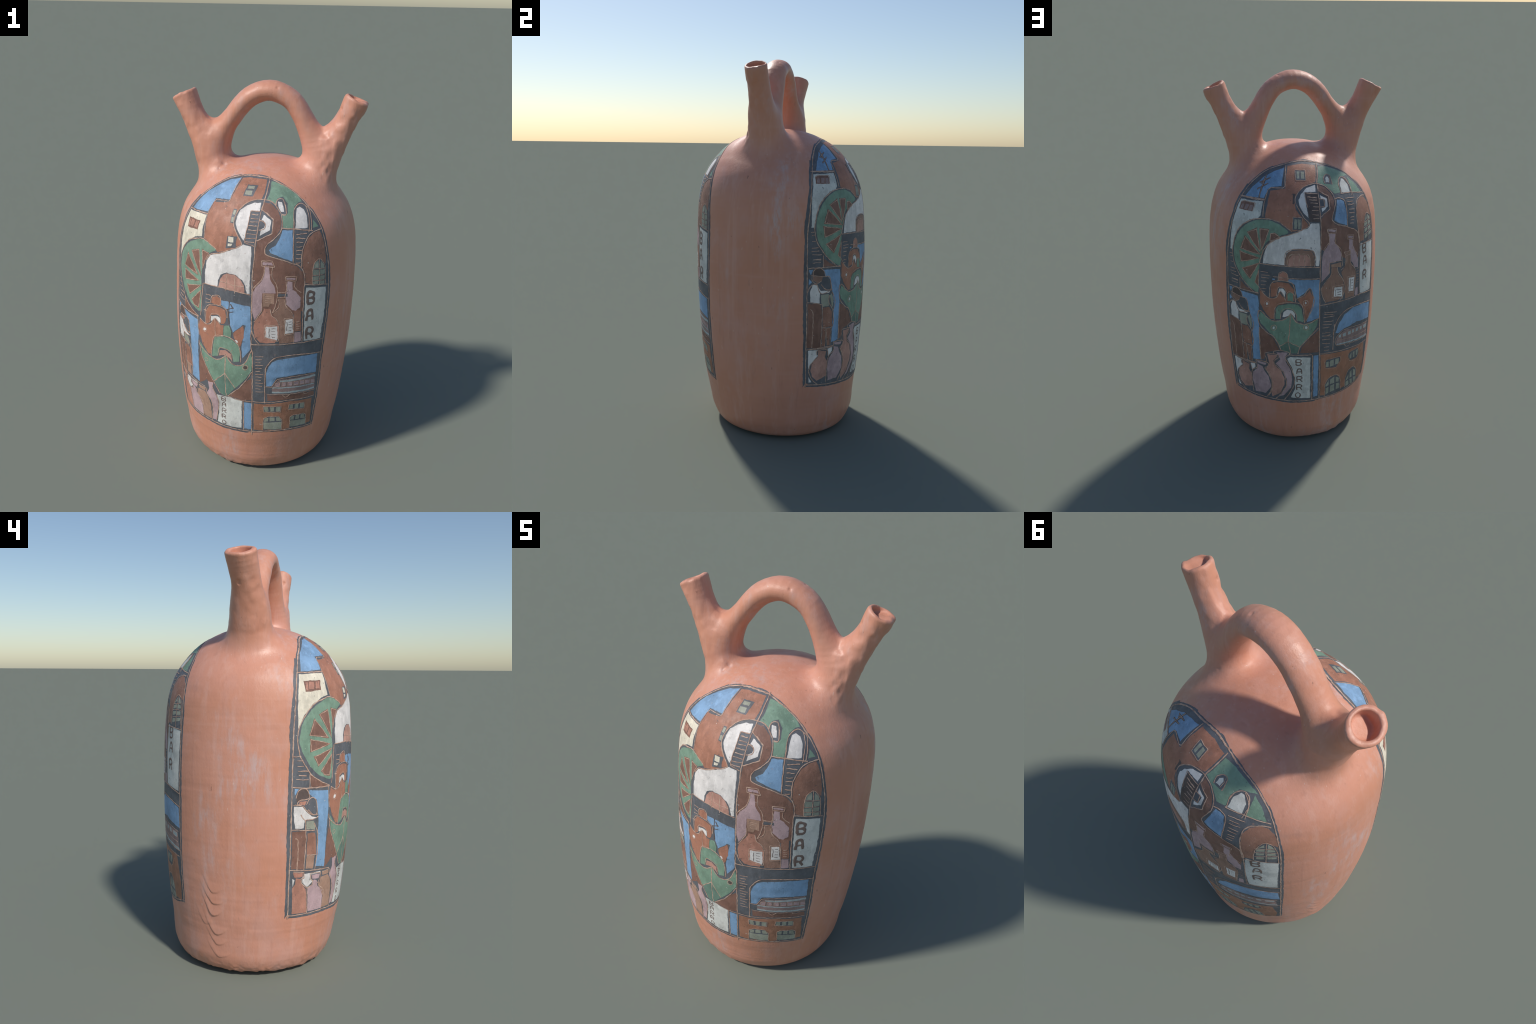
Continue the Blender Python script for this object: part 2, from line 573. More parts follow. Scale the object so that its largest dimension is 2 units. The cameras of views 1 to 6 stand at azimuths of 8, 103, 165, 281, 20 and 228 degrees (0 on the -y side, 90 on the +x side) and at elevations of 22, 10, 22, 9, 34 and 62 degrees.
class Panel:
    """collects patches, scratched lines and strokes, then lifts them onto the clay"""

    LETTERS = {'B': [[(-1, -1), (-1, 1), (0.5, 1), (0.9, 0.55), (0.4, 0.05), (-1, 0.05)],
                     [(0.4, 0.05), (1, -0.45), (0.5, -1), (-1, -1)]],
               'A': [[(-1, -1), (-0.7, 0.6), (0, 1), (0.7, 0.6), (0.9, -1)], [(-0.85, -0.15), (0.8, -0.15)]],
               'R': [[(-1, -1), (-1, 1), (0.5, 1), (0.9, 0.5), (0.4, 0), (-1, 0)], [(0, 0), (1, -1)]],
               'O': [[(0, 1), (0.8, 0.6), (0.95, -0.2), (0.5, -0.95), (-0.4, -0.95), (-0.95, -0.2), (-0.7, 0.7), (0, 1)]]}

    def __init__(self, back):
        self.back = back
        self.items = []             # (name, material, P2 (n,2), lift (n,), faces)
        self.count = 0

    # ---- drawing verbs
    def border(self, points):
        # a flowing arch; the two bottom corners stay square
        P = []
        for q in points:
            P += [q] * (3 if q[1] < 33.9 and (q[0] < -45 or q[0] > 36) else 1)
        P = catmull(P, 5, True)
        P = P[np.linalg.norm(P - np.roll(P, 1, 0), axis=1) > 0.02]
        self.edge = resample(P, True)
        nxt = np.roll(self.edge, -5, 0) - np.roll(self.edge, 5, 0)
        nrm = np.column_stack([-nxt[:, 1], nxt[:, 0]]) / (np.linalg.norm(nxt, axis=1, keepdims=True) + 1e-9)
        thin = np.where(self.edge[:, 1] > 147, 0.55, 1.0)[:, None]
        q = np.column_stack([self.edge, np.zeros(len(nrm))])
        width = 1.15 + 0.35 * noise3(q, 0.12, 77)[:, None]
        low_left = (self.edge[:, 0] < 0) & ((self.edge[:, 1] < 34) | (self.edge[:, 0] < -30))
        width = width + np.where(low_left, 0.55, 0.0)[:, None]
        self.patch('ground_slip', 'slate', 0, self.edge + nrm * width * thin * (1 if self.area() < 0 else -1) * [1, 0.75])
        self.line(P, 0.55, closed=True)

    def area(self):
        x, y = self.edge[:, 0], self.edge[:, 1]
        return 0.5 * np.sum(x * np.roll(y, -1) - y * np.roll(x, -1))

    def patch(self, name, colour, layer, points, smooth=False):
        self.count += 1
        P = catmull(points, 4, True) if smooth else np.array(points, float)
        if name == 'wheel_gap':                     # slim spokes between wide gaps
            P = P.mean(0) + (P - P.mean(0)) * 1.12
        P = wobble(resample(P, True), 0.16, 200 + self.count * 3)
        lo, hi = P.min(0), P.max(0)
        zs = np.concatenate([np.arange(lo[1], min(hi[1], 146), 0.8), np.arange(max(lo[1], 146), hi[1], 0.45)])
        gs, gz = np.meshgrid(np.arange(lo[0], hi[0], 1.1), zs)
        g = np.column_stack([gs.ravel(), gz.ravel()])
        inside = np.zeros(len(g), bool)
        far = np.ones(len(g), bool)
        for a, b in zip(P, np.roll(P, -1, 0)):
            cond = (a[1] > g[:, 1]) != (b[1] > g[:, 1])
            xs = a[0] + (g[:, 1] - a[1]) / (b[1] - a[1] + 1e-12) * (b[0] - a[0])
            inside ^= cond & (g[:, 0] < xs)
            far &= (np.abs(g[:, 0] - a[0]) > 0.35) | (np.abs(g[:, 1] - a[1]) > 0.2)
        g = g[inside & far]
        V = [Vector(v) for v in np.vstack([P, g]).tolist()]
        n = len(P)
        co, _, faces, _, _, _ = delaunay_2d_cdt(V, [], [list(range(n))], 1, 1e-5)
        co = np.array([tuple(v) for v in co])
        faces = [tuple(f) for f in faces]
        # skirt down to the clay along the open edges
        edges = {}
        for f in faces:
            for i in range(len(f)):
                e = (f[i], f[(i + 1) % len(f)])
                edges[e] = 1
        rim = [e for e in edges if (e[1], e[0]) not in edges]
        h = GROUND + LAYER * layer
        pts, lift = [co], [np.full(len(co), h)]
        base = len(co)
        for k, (i, j) in enumerate(rim):
            pts.append(co[[i, j, j, i]])
            lift.append(np.array([h, h, h - 0.0016, h - 0.0016]))
            faces.append((base + 4 * k + 1, base + 4 * k, base + 4 * k + 3, base + 4 * k + 2))
        self.items.append((name, SLIP[colour], np.vstack(pts), np.concatenate(lift), faces))

    def ribbon(self, points, width, smooth, closed, height, amount=0.13):
        self.count += 1
        P = catmull(points, 4, closed) if smooth else np.array(points, float)
        P = wobble(resample(P, closed, 0.5), amount, 900 + self.count * 3)
        n = len(P)
        if closed:
            t = np.roll(P, -1, 0) - np.roll(P, 1, 0)
        else:
            t = np.gradient(P, axis=0)
        squash = np.where(P[:, 1] > 147, 2.2, 1.0)          # height runs fast on the shoulder
        t = np.column_stack([t[:, 0] / squash ** 0.5, t[:, 1] * squash ** 0.5])
        nr = np.column_stack([-t[:, 1], t[:, 0]]) / (np.linalg.norm(t, axis=1, keepdims=True) + 1e-9)
        nr = np.column_stack([nr[:, 0] * squash ** 0.5, nr[:, 1] / squash ** 0.5])
        q = np.column_stack([P, np.full(n, self.count * 3.7)])
        w = width * 0.45 * (1 + 0.35 * noise3(q, 0.8, 5))
        h = height + 0.00001 * (self.count % 9)
        pts = np.concatenate([P + nr * (w * k)[:, None] for k in (-1, -0.6, 0.6, 1)])
        lift = np.concatenate([np.full(n, v) for v in (h - 0.0004, h, h, h - 0.0004)])
        faces = []
        for i in range(n if closed else n - 1):
            j = (i + 1) % n
            for r in range(3):
                faces.append((r * n + i, r * n + j, (r + 1) * n + j, (r + 1) * n + i))
        return pts, lift, faces

    def line(self, points, width, smooth=False, closed=False):
        self.items.append(('incised_line', LINE, *self.ribbon(points, width, smooth, closed, SCRATCH)))

    def stroke(self, points, width, smooth=False, closed=False):
        self.items.append(('brush_stroke', SLIP['dark'], *self.ribbon(points, width, smooth, closed, SCRATCH - 0.0001)))

    def letter(self, ch, centre, hw, hh, width):
        for poly in self.LETTERS[ch]:
            P = [(centre[0] + hw * a, centre[1] + hh * b) for a, b in poly]
            self.items.append(('letter_' + ch.lower(), SLIP['lettering'], *self.ribbon(P, width, True, False, SCRATCH - 0.0001, 0.1)))

    # ---- onto the surface
    def build(self, drop):
        P = np.vstack([it[2] for it in self.items])
        lift = np.concatenate([it[3] for it in self.items])
        z = P[:, 1] / 100
        th = P[:, 0] / BELLY
        r = np.where(z > 0.85, np.interp(z, _UP[:, 1], _UP[:, 0]), np.interp(z, _LOW[:, 1], _LOW[:, 0]))
        cx, cy = axis_at(z)
        sgn = -1.0 if self.back else 1.0
        p = np.column_stack([cx + sgn * r * np.sin(th), cy - sgn * r * np.cos(th), z])
        p = project(p, 2)
        g = gradient(p, field, 0.004)
        g /= np.linalg.norm(g, axis=1, keepdims=True)
        p = p + g * lift[:, None]
        p[:, 2] -= drop
        holder = None
        start = 0
        joined = {}
        for name, mat, pts, lf, faces in self.items:
            v = p[start:start + len(pts)]
            nrm = g[start:start + len(pts)]
            start += len(pts)
            # wind every face outwards
            F = []
            for f in faces:
                a, b, c = v[f[0]], v[f[1]], v[f[2]]
                if len(set(lf[list(f)])) == 1 and np.cross(b - a, c - a) @ nrm[f[0]] < 0:
                    f = f[::-1]
                F.append(f)
            if name in ('incised_line', 'brush_stroke'):
                joined.setdefault(name, []).append((v, F, mat))
                continue
            me = bpy.data.meshes.new(name)
            me.from_pydata(v.tolist(), [], F)
            me.polygons.foreach_set('use_smooth', np.ones(len(F), bool))
            me.materials.append(mat)
            if holder is None:
                holder = add_object('painted_panel', me, root)
            else:
                add_object(name, me, holder)
        for name, group in joined.items():
            V, F, n = [], [], 0
            for v, f, mat in group:
                V.append(v)
                F += [tuple(i + n for i in q) for q in f]
                n += len(v)
            me = bpy.data.meshes.new(name)
            me.from_pydata(np.vstack(V).tolist(), [], F)
            me.polygons.foreach_set('use_smooth', np.ones(len(F), bool))
            me.materials.append(mat)
            add_object(name, me, holder)['kind'] = 'stuff'


def front_picture(k):
    """front town picture, drawn in panel centimetres (arc, height)"""
    k.border([(-47.9, 31.5), (-48.4, 52), (-48.6, 75), (-48.5, 100), (-48.3, 112), (-47.8, 122), (-46.6, 133), (-44.8, 141.2), (-41.2, 148.2), (-36, 152.9), (-30.5, 156), (-22.5, 157.8), (-12, 158.6), (-1, 158.5), (8, 158), (19.3, 155.4), (26.8, 151.7), (31.5, 146.6), (34.9, 140), (36.5, 132), (37.6, 123), (38.4, 112), (38.2, 98), (37.7, 88), (36.9, 75), (36.8, 52), (36.4, 28.9), (24.4, 29.7), (12.6, 30.2), (1.5, 29.8), (-12, 30.2), (-26.5, 31.2), (-37.5, 31.3)])
    k.patch('sky', 'blue', 1, [(-18.2, 157.5), (-17.9, 149.3), (-28, 148.7), (-28, 146.8), (-28.8, 142.8), (-42.2, 142), (-41.1, 145.6), (-38.6, 150), (-32.4, 153.9), (-26.5, 156.3)])
    k.patch('house', 'red', 1, [(-16.7, 157.5), (-11.2, 158), (5.1, 157.7), (4, 153.5), (2.1, 150.8), (-2.3, 150.4), (-7.5, 148.5), (-10.3, 145.4), (-11.3, 142.6), (-11, 139.8), (-9.4, 136.8), (-6.7, 133.8), (-5.9, 132.1), (-7.5, 131.1), (-12.5, 128.6), (-17.8, 126.5), (-19.5, 127.8), (-23.5, 130.2), (-26.6, 131.2), (-27.2, 136.9), (-28, 142.2), (-27.6, 147.1), (-18, 148.2), (-17.3, 149.2)])
    k.patch('window', 'slate', 2, [(-9.5, 155.6), (-1.4, 155.6), (-3.7, 151.5), (-10.1, 151.5)])
    k.patch('window_pane', 'olive', 3, [(-8.7, 155.2), (-3.7, 155.2), (-3.9, 154.2), (-8.7, 154.2)])
    k.patch('window_pane', 'olive', 3, [(-9.2, 153.5), (-4.6, 153.6), (-4.6, 152), (-9, 152)])
    k.patch('window', 'slate', 2, [(-13.2, 146.2), (-11.3, 146.2), (-10.8, 140.4), (-13.3, 140.5)])
    k.patch('window_pane', 'olive', 3, [(-12.8, 145.8), (-11.5, 145.8), (-11.5, 143.9), (-12.8, 143.9)])
    k.patch('window_pane', 'olive', 3, [(-12.8, 142.9), (-11.6, 142.9), (-11.5, 141), (-12.8, 141)])
    k.patch('window', 'slate', 2, [(-13.4, 134.9), (-8.4, 135.1), (-8.8, 130.5), (-13.8, 129)])
    k.patch('window_pane', 'cream', 3, [(-12.8, 134.6), (-10, 134.6), (-10, 132.3), (-12.7, 132.3)])
    k.patch('window_pane', 'cream', 3, [(-12.8, 131.5), (-10.5, 131.7), (-10.9, 130.5), (-12.8, 130.3)])
    k.patch('cottage', 'cream', 1, [(-43.8, 140.7), (-28.8, 141.4), (-29, 134.8), (-28.6, 131.7), (-32.8, 130.8), (-38.4, 127.7), (-43.3, 123.1), (-46.1, 117.4), (-46.1, 126.1), (-45.2, 134.6)])
    k.patch('shutter', 'brown', 2, [(-41.9, 137.9), (-31.8, 138.3), (-32.7, 133.9), (-41.7, 133.1)])
    k.patch('shutter_leaf', 'clay', 3, [(-39.2, 137.4), (-36.2, 137.6), (-36.7, 134.4), (-39.6, 134.2)])
    k.patch('shutter_leaf', 'clay', 3, [(-35.1, 137.7), (-32.7, 137.8), (-33.3, 134.7), (-35.5, 134.5)])
    k.patch('shutter_leaf', 'clay', 3, [(-41.2, 137.1), (-39.9, 137.3), (-40.1, 134), (-41.1, 133.8)])
    k.patch('wheel', 'green', 1, [(-27, 94.6), (-32.3, 95.2), (-36.4, 97.4), (-40.2, 101.2), (-43.8, 107.1), (-45.4, 112.4), (-43.6, 120.1), (-38.5, 125.9), (-32.4, 129.2), (-26.6, 130.6), (-20.4, 128.2), (-19, 127.5), (-23.2, 124.5), (-25.9, 120.6), (-26.9, 114.4), (-26.7, 105.5)], smooth=True)
    k.patch('wheel_gap', 'brown', 2, [(-37.6, 121.1), (-29.5, 112.8), (-40.1, 114.4)])
    k.line([(-37.6, 121.1), (-29.5, 112.8), (-40.1, 114.4)], 0.4, closed=True)
    k.patch('wheel_gap', 'brown', 2, [(-39.8, 112.5), (-28.7, 109.9), (-39.4, 107.1)])
    k.line([(-39.8, 112.5), (-28.7, 109.9), (-39.4, 107.1)], 0.4, closed=True)
    k.patch('wheel_gap', 'brown', 2, [(-37.6, 104.7), (-27, 107.8), (-35.3, 100.6)])
    k.line([(-37.6, 104.7), (-27, 107.8), (-35.3, 100.6)], 0.4, closed=True)
    k.patch('wheel_gap', 'brown', 2, [(-33.5, 98.2), (-26.9, 105.2), (-28.4, 95.7), (-31.4, 96.1)])
    k.line([(-33.5, 98.2), (-26.9, 105.2), (-28.4, 95.7), (-31.4, 96.1)], 0.4, closed=True)
    k.patch('wheel_gap', 'brown', 2, [(-34.6, 123.1), (-29.4, 125.1), (-27.4, 112.9)])
    k.line([(-34.6, 123.1), (-29.4, 125.1), (-27.4, 112.9)], 0.4, closed=True)
    k.patch('wheel_gap', 'brown', 2, [(-27, 125.6), (-22.9, 124.9), (-25.1, 121), (-26.1, 116.2)])
    k.line([(-27, 125.6), (-22.9, 124.9), (-25.1, 121), (-26.1, 116.2)], 0.4, closed=True)
    k.line([(-18.9, 127.9), (-22.8, 129.6), (-27.3, 130.9), (-34.2, 129.3), (-39.6, 126.4), (-44.3, 120.5), (-46.2, 115.4), (-46.2, 111.1), (-45, 105.5), (-42.3, 100.9), (-39.6, 97.2), (-34.6, 93.8), (-28.2, 91)], 0.5, smooth=True)
    k.line([(-25.5, 109.4), (-26.8, 92)], 0.5)
    k.line([(-28.9, 90.9), (-28, 80.7)], 0.5)
    k.patch('house', 'white', 1, [(-5.1, 132), (-1.1, 131.4), (-1, 128.2), (-1.3, 117.2), (-1.2, 109.1), (-2.6, 108.7), (-3.2, 112.7), (-4.9, 115.2), (-8.2, 117.4), (-12.6, 117.8), (-15.4, 116.3), (-16.9, 113.1), (-17.2, 109.7), (-24.3, 109.7), (-24.6, 114.5), (-23.9, 121.2), (-22, 124.2), (-17.8, 126.2), (-12.4, 128), (-7.5, 130.5)])
    k.patch('door', 'salmon', 2, [(-16.4, 109.7), (-16, 113.6), (-14.3, 116.3), (-12.3, 117.4), (-8.5, 117.2), (-5.7, 115.4), (-4, 112.6), (-3.5, 108.6), (-9.9, 109.2)])
    k.line([(-12.3, 116.7), (-12.5, 108.9)], 0.4)
    k.line([(-8.3, 116.7), (-8.2, 108.3)], 0.4)
    k.line([(-16, 112.8), (-12.4, 112.6), (-8, 112), (-3.9, 112.1)], 0.4)
    k.line([(-5.6, 131.9), (-7.5, 130.7), (-12.5, 128.3), (-17.8, 126), (-22, 124.7), (-24.1, 121.5)], 0.5, smooth=True)
    k.patch('guitar_body', 'white', 1, [(2, 149.4), (-1.9, 149.3), (-6.1, 148), (-9, 146), (-10, 143.5), (-10.2, 141), (-8.9, 138.3), (-7, 135.9), (-5.2, 133.6), (-4.5, 135.5), (-3.7, 140.2), (-3.2, 146.2), (1.8, 146.3)])
    k.patch('guitar_body', 'white', 2, [(4.3, 144.9), (8.1, 142.7), (7.7, 138.9), (2.7, 136.2), (3.1, 139), (4.7, 139.9), (5.3, 141.2), (4.6, 142.6), (3.2, 142.9)])
    k.patch('guitar_body', 'brown', 1, [(4.4, 149.7), (8.7, 149), (12, 146.7), (13.4, 143.5), (13.1, 139.4), (11.3, 137.2), (8.7, 134.9), (6.1, 132.5), (5.2, 129.7), (6.2, 127.6), (11.9, 125.8), (18.7, 123), (21, 121.8), (23.5, 118.9), (24.3, 114.7), (24.2, 109), (24.1, 99.2), (16, 96.7), (6.4, 97), (0.5, 107.2), (0.2, 119.9), (0.7, 126.4), (1.4, 133.8), (8.7, 137.2), (9.2, 143.2), (5.7, 145.1), (3.1, 146.9)])
    k.line([(-5.6, 131.9), (-6.4, 133.5), (-9.2, 136.8), (-10.8, 139.8), (-11.3, 142.6), (-10.2, 145.6), (-7.4, 148.3), (-2.2, 150.3), (4.1, 150.6), (8.8, 149.9), (12, 147.4), (13.9, 144.4), (13.7, 140), (12, 137.2), (8.7, 134.4), (6.1, 132.2), (5.3, 129.7), (6.3, 127.7), (11.9, 126.1), (19.4, 123.1)], 0.5, smooth=True)
    k.line([(18.7, 123.5), (21.7, 122.1), (23.8, 119.3), (24.6, 114.7), (24.3, 106.2), (24.8, 82.6)], 0.5, smooth=True)
    k.line([(2.5, 147.1), (6.1, 145.3), (9.4, 143.3), (8.8, 137.5), (1.2, 134.1)], 0.5)
    k.line([(2.2, 142.7), (4.3, 142.3), (5.4, 141), (4.8, 139.4), (2.3, 138.7)], 0.4, smooth=True)
    k.line([(7.9, 158.7), (6, 154.7), (4.1, 150.7), (2.7, 145.8), (1.6, 139.1), (0.6, 132.3), (0.5, 125.4), (-0.1, 120.6), (-0.1, 107.2), (0.1, 93.1), (0.3, 80.3), (1.1, 77.6), (1.4, 57.8), (1.6, 27.5)], 0.5)
    k.line([(1.9, 146.2), (-2.9, 146.2), (-3.7, 140.2), (-4.5, 133), (0.3, 131.6)], 0.4)
    k.line([(-2.4, 144.9), (1.3, 144.8)], 0.4)
    k.line([(-2.5, 143.2), (1.5, 143.2)], 0.4)
    k.line([(-2.9, 141.9), (1.3, 141.9)], 0.4)
    k.line([(-3.1, 140.3), (1.3, 140.3)], 0.4)
    k.line([(-3.3, 138.6), (1.1, 138.5)], 0.4)
    k.line([(-3.7, 136.9), (0.9, 136.7)], 0.4)
    k.line([(-4, 135), (0.8, 135.1)], 0.4)
    k.line([(-4.2, 133.4), (0.2, 133.4)], 0.4)
    k.patch('garden_wall', 'green', 1, [(9, 157.2), (16.8, 156.2), (21.6, 154.5), (26.1, 151.9), (27.8, 149.5), (25.1, 149.3), (21.7, 147.6), (19.2, 139.4), (14.3, 139.4), (14.4, 144.3), (12.6, 147.4), (9.2, 149.5), (5.6, 150.7), (6.8, 152.3)])
    k.patch('garden_wall', 'green', 1, [(31.3, 142), (33.7, 138.7), (30.4, 138.4)])
    k.patch('arched_window', 'slate', 2, [(10.7, 149.1), (12.3, 151.2), (15.9, 151.7), (18, 149.3), (17.5, 145.8), (16.1, 144.6), (13.7, 145), (11.7, 147.5)])
    k.patch('arched_pane', 'white', 3, [(12.4, 149.9), (14.6, 149.7), (15.4, 147.9), (15.4, 146.1), (13.7, 146.1), (12.4, 148.2)])
    k.line([(11.1, 148.2), (11.5, 149.9), (13.3, 151), (15.7, 150.7), (16.7, 148.4), (16.2, 144.9), (14, 145.1)], 0.5, smooth=True)
    k.patch('arched_pane', 'white', 2, [(23.1, 147), (25.1, 147.6), (27.3, 146.5), (28.2, 144), (27.1, 138.8), (20.5, 139.3), (22.1, 145)])
    k.line([(19.7, 138.8), (21, 145.9), (23.3, 147.9), (26.4, 148.8), (29.3, 147.7), (31, 145.4), (29.3, 137.5)], 0.5, smooth=True)
    k.line([(29.1, 147.7), (29.5, 144.4), (27.7, 136.9)], 0.4, smooth=True)
    k.patch('pond', 'blue', 1, [(13.8, 138.7), (18.9, 138.6), (18.3, 124.6), (11.9, 127.2), (7.9, 129), (7.2, 130.1), (10.6, 132.5), (12.6, 135.4)])
    k.line([(19.7, 139.1), (18.9, 131.5), (18.6, 123.2), (18.8, 123.5)], 0.5)
    k.line([(13.6, 139.5), (20.8, 138.9), (30, 137.3)], 0.5)
    k.line([(20.6, 136.6), (26.5, 136.5)], 0.45)
    k.line([(20.4, 135), (25.3, 134.5)], 0.45)
    k.line([(20.5, 133.2), (24.2, 132.8)], 0.45)
    k.line([(20.5, 131), (23.5, 130.9)], 0.45)
    k.line([(20.3, 129.4), (23.1, 129.3)], 0.45)
    k.line([(20.1, 127.7), (22.5, 127.4)], 0.45)
    k.line([(19.9, 125.6), (22.3, 125.5)], 0.45)
    k.line([(19.9, 123.7), (22.2, 123.6)], 0.45)
    k.line([(20, 125.8), (22.4, 125.5)], 0.45)
    k.line([(20, 123.7), (22.1, 123.5)], 0.45)
    k.patch('doorway', 'rust', 1, [(34.1, 137.1), (30.4, 136.3), (26.9, 134.3), (24.4, 130.7), (23.3, 126.7), (23.3, 122.2), (24.9, 113.3), (28.5, 112.2), (28.5, 119.1), (30, 122.8), (32.6, 124), (36.3, 120.9), (36.3, 124.2), (36, 130.8)])
    k.patch('lattice', 'slate', 1, [(28.5, 111.8), (28.7, 119.1), (30, 122.7), (32.6, 124), (34.8, 121.9), (36.1, 118.3), (36.3, 110.3)])
    k.patch('lattice_pane', 'olive', 2, [(29.2, 122.3), (32, 123.5), (32, 119.6), (29.2, 120)])
    k.patch('lattice_pane', 'olive', 2, [(33.2, 123.2), (35, 121.2), (35.6, 118.9), (33.2, 119.4)])
    k.patch('lattice_pane', 'olive', 2, [(28.9, 119.4), (32.2, 118.6), (32.2, 116.2), (28.9, 116.5)])
    k.patch('lattice_pane', 'olive', 2, [(33, 118.6), (35.7, 118.4), (35.6, 116), (33, 116.2)])
    k.patch('lattice_pane', 'olive', 2, [(28.9, 116), (32.2, 115.5), (32.1, 113.7), (28.8, 114)])
    k.patch('lattice_pane', 'olive', 2, [(33, 115.5), (35.6, 115.3), (35.6, 113.1), (32.9, 113.5)])
    k.patch('lattice_pane', 'olive', 2, [(28.7, 113.5), (32.1, 113.2), (32, 111.7), (28.6, 112.2)])
    k.patch('lattice_pane', 'olive', 2, [(32.7, 113), (35.6, 112.6), (35.7, 111), (32.6, 111.5)])
    k.line([(35.1, 137.5), (29.6, 136.7), (26.2, 134.1), (23.6, 129.5), (22.8, 124.8)], 0.5, smooth=True)
    k.line([(22.9, 127.7), (22.9, 121.3)], 0.5)
    k.line([(28.7, 112), (28.7, 119.1), (30, 122.7), (32.6, 124), (34.8, 121.9), (36.1, 118.3), (36.3, 110.3)], 0.4, smooth=True)
    k.line([(24.9, 112.5), (37.7, 110.3)], 0.5)
    k.line([(32.6, 124), (32.6, 111.4)], 0.35)
    k.line([(28.9, 119.7), (35.9, 118.7)], 0.3)
    k.line([(28.7, 116.5), (35.7, 115.6)], 0.3)
    k.line([(28.6, 113.9), (35.8, 112.8)], 0.3)
    k.patch('sign', 'greywhite', 1, [(25.5, 110.9), (36.7, 109.3), (36.7, 98.1), (35.2, 81.9), (25.7, 82.8), (25.3, 95.4), (25.1, 106.1)])
    k.letter('B', (28.3, 105.3), 1.75, 2.8, 1.45)
    k.letter('A', (28.1, 96.3), 1.75, 2.8, 1.45)
    k.letter('R', (28.8, 86.4), 1.75, 2.8, 1.45)
    k.patch('bottle', 'pink', 2, [(5.5, 122.6), (7.3, 122.7), (7.8, 116.6), (9.9, 113.3), (10.8, 109.5), (4.8, 109.5), (4.6, 100.5), (1.5, 95.7), (0.2, 100.3), (-0.1, 108.9), (1.3, 112), (4, 115.2), (5.1, 118.2)])
    k.patch('bottle_cap', 'pink', 2, [(4.4, 124.5), (8.6, 124.5), (9.2, 123.1), (4.5, 123.2)])
    k.line([(3.9, 125.1), (9, 125.2), (10, 122.3), (4.1, 122.7)], 0.4, closed=True)
    k.line([(5.3, 122.5), (5, 118.2), (3.6, 115.2), (1.2, 112.6), (0, 109.9), (0.1, 100.2)], 0.45, smooth=True)
    k.line([(8.9, 122.2), (8.9, 117.6), (10.9, 113.9), (11.7, 110.2), (11.2, 104), (9.5, 99.5)], 0.45, smooth=True)
    k.patch('bottle', 'pink', 2, [(16, 115.1), (18.5, 114.8), (18.7, 110.7), (20.4, 109.4), (22.9, 106.4), (22.8, 101.5), (20.8, 99.8), (18.8, 100.3), (16.1, 103.7), (15.5, 107.2), (15.9, 110.6)])
    k.patch('bottle_cap', 'pink', 2, [(15.7, 116.8), (20.1, 116.4), (20, 115.6), (15.8, 116)])
    k.line([(15.2, 117.5), (20.6, 117.1), (20.3, 114.9), (15.4, 115.5)], 0.4, closed=True)
    k.line([(15.6, 115), (15.7, 110.6), (15.2, 107.2)], 0.4)
    k.line([(19.9, 114.6), (20, 111.6), (23.1, 108.8)], 0.4, smooth=True)
    k.patch('label', 'tan', 3, [(4.9, 109.5), (10.2, 109.2), (10.1, 104), (8.2, 104.2), (7.8, 102.7), (5.3, 102.8), (4.9, 105.1)])
    k.line([(6.1, 107.8), (8.9, 107.7)], 0.3)
    k.line([(6.1, 106.9), (8.9, 106.7)], 0.3)
    k.line([(6.1, 105.9), (9, 105.8)], 0.3)
    k.line([(6.2, 105), (9, 104.8)], 0.3)
    k.patch('bottle', 'clay', 3, [(5.8, 101.6), (8.3, 101.6), (9.5, 98.3), (11.9, 95.3), (12.9, 92.6), (12.9, 86), (11.4, 83.6), (4.7, 83.6), (2, 86.4), (1.2, 91.4), (1.6, 95), (3.7, 98), (5.5, 100.2)])
    k.line([(4.6, 104.4), (4.6, 100.5), (3.3, 98), (1.2, 94.7)], 0.4, smooth=True)
    k.line([(8.6, 101.3), (9.5, 98.1), (11.8, 95.9), (13.1, 92.9)], 0.4, smooth=True)
    k.line([(0.3, 90.3), (1.7, 86.3), (3.7, 82.9)], 0.45, smooth=True)
    k.patch('label', 'white', 4, [(6.9, 92.3), (12.2, 92.4), (12.4, 85), (6.7, 86.6)])
    k.line([(6.4, 93.1), (12.9, 93.1), (13, 84.2), (6.3, 86.2)], 0.35, closed=True)
    k.stroke([(8.5, 91.3), (8.5, 86.6)], 0.4)
    k.stroke([(9.5, 91.3), (11.7, 91)], 0.4)
    k.stroke([(9.5, 89.8), (11.3, 89.8)], 0.4)
    k.stroke([(9.6, 88.4), (11.5, 88.1)], 0.4)
    k.stroke([(9.6, 86.9), (11.3, 86.7)], 0.4)
    k.patch('bottle', 'umber', 2, [(12.6, 107), (15.2, 106.8), (15.7, 102.7), (18.8, 98.9), (19.6, 95.9), (20.3, 83), (13.3, 83.1), (13.1, 92.6), (10, 99), (11.7, 101.6)])
    k.patch('bottle_cap', 'slate', 3, [(11.7, 109.3), (16.4, 109), (16.4, 107.6), (11.7, 107.9)])
    k.line([(11.6, 109.8), (14.8, 109.6), (16.4, 110.6)], 0.4)
    k.line([(11.7, 107.4), (15.5, 107.2)], 0.4)
    k.line([(12.4, 106.9), (12.5, 102.6), (9.8, 99.5)], 0.4, smooth=True)
    k.line([(15.4, 106.7), (15.9, 102.7), (18.8, 99), (19.8, 95.9), (20.6, 83)], 0.4, smooth=True)
    k.patch('label', 'white', 4, [(15.8, 95.6), (19.3, 95.7), (19.9, 88.3), (16.1, 88.2)])
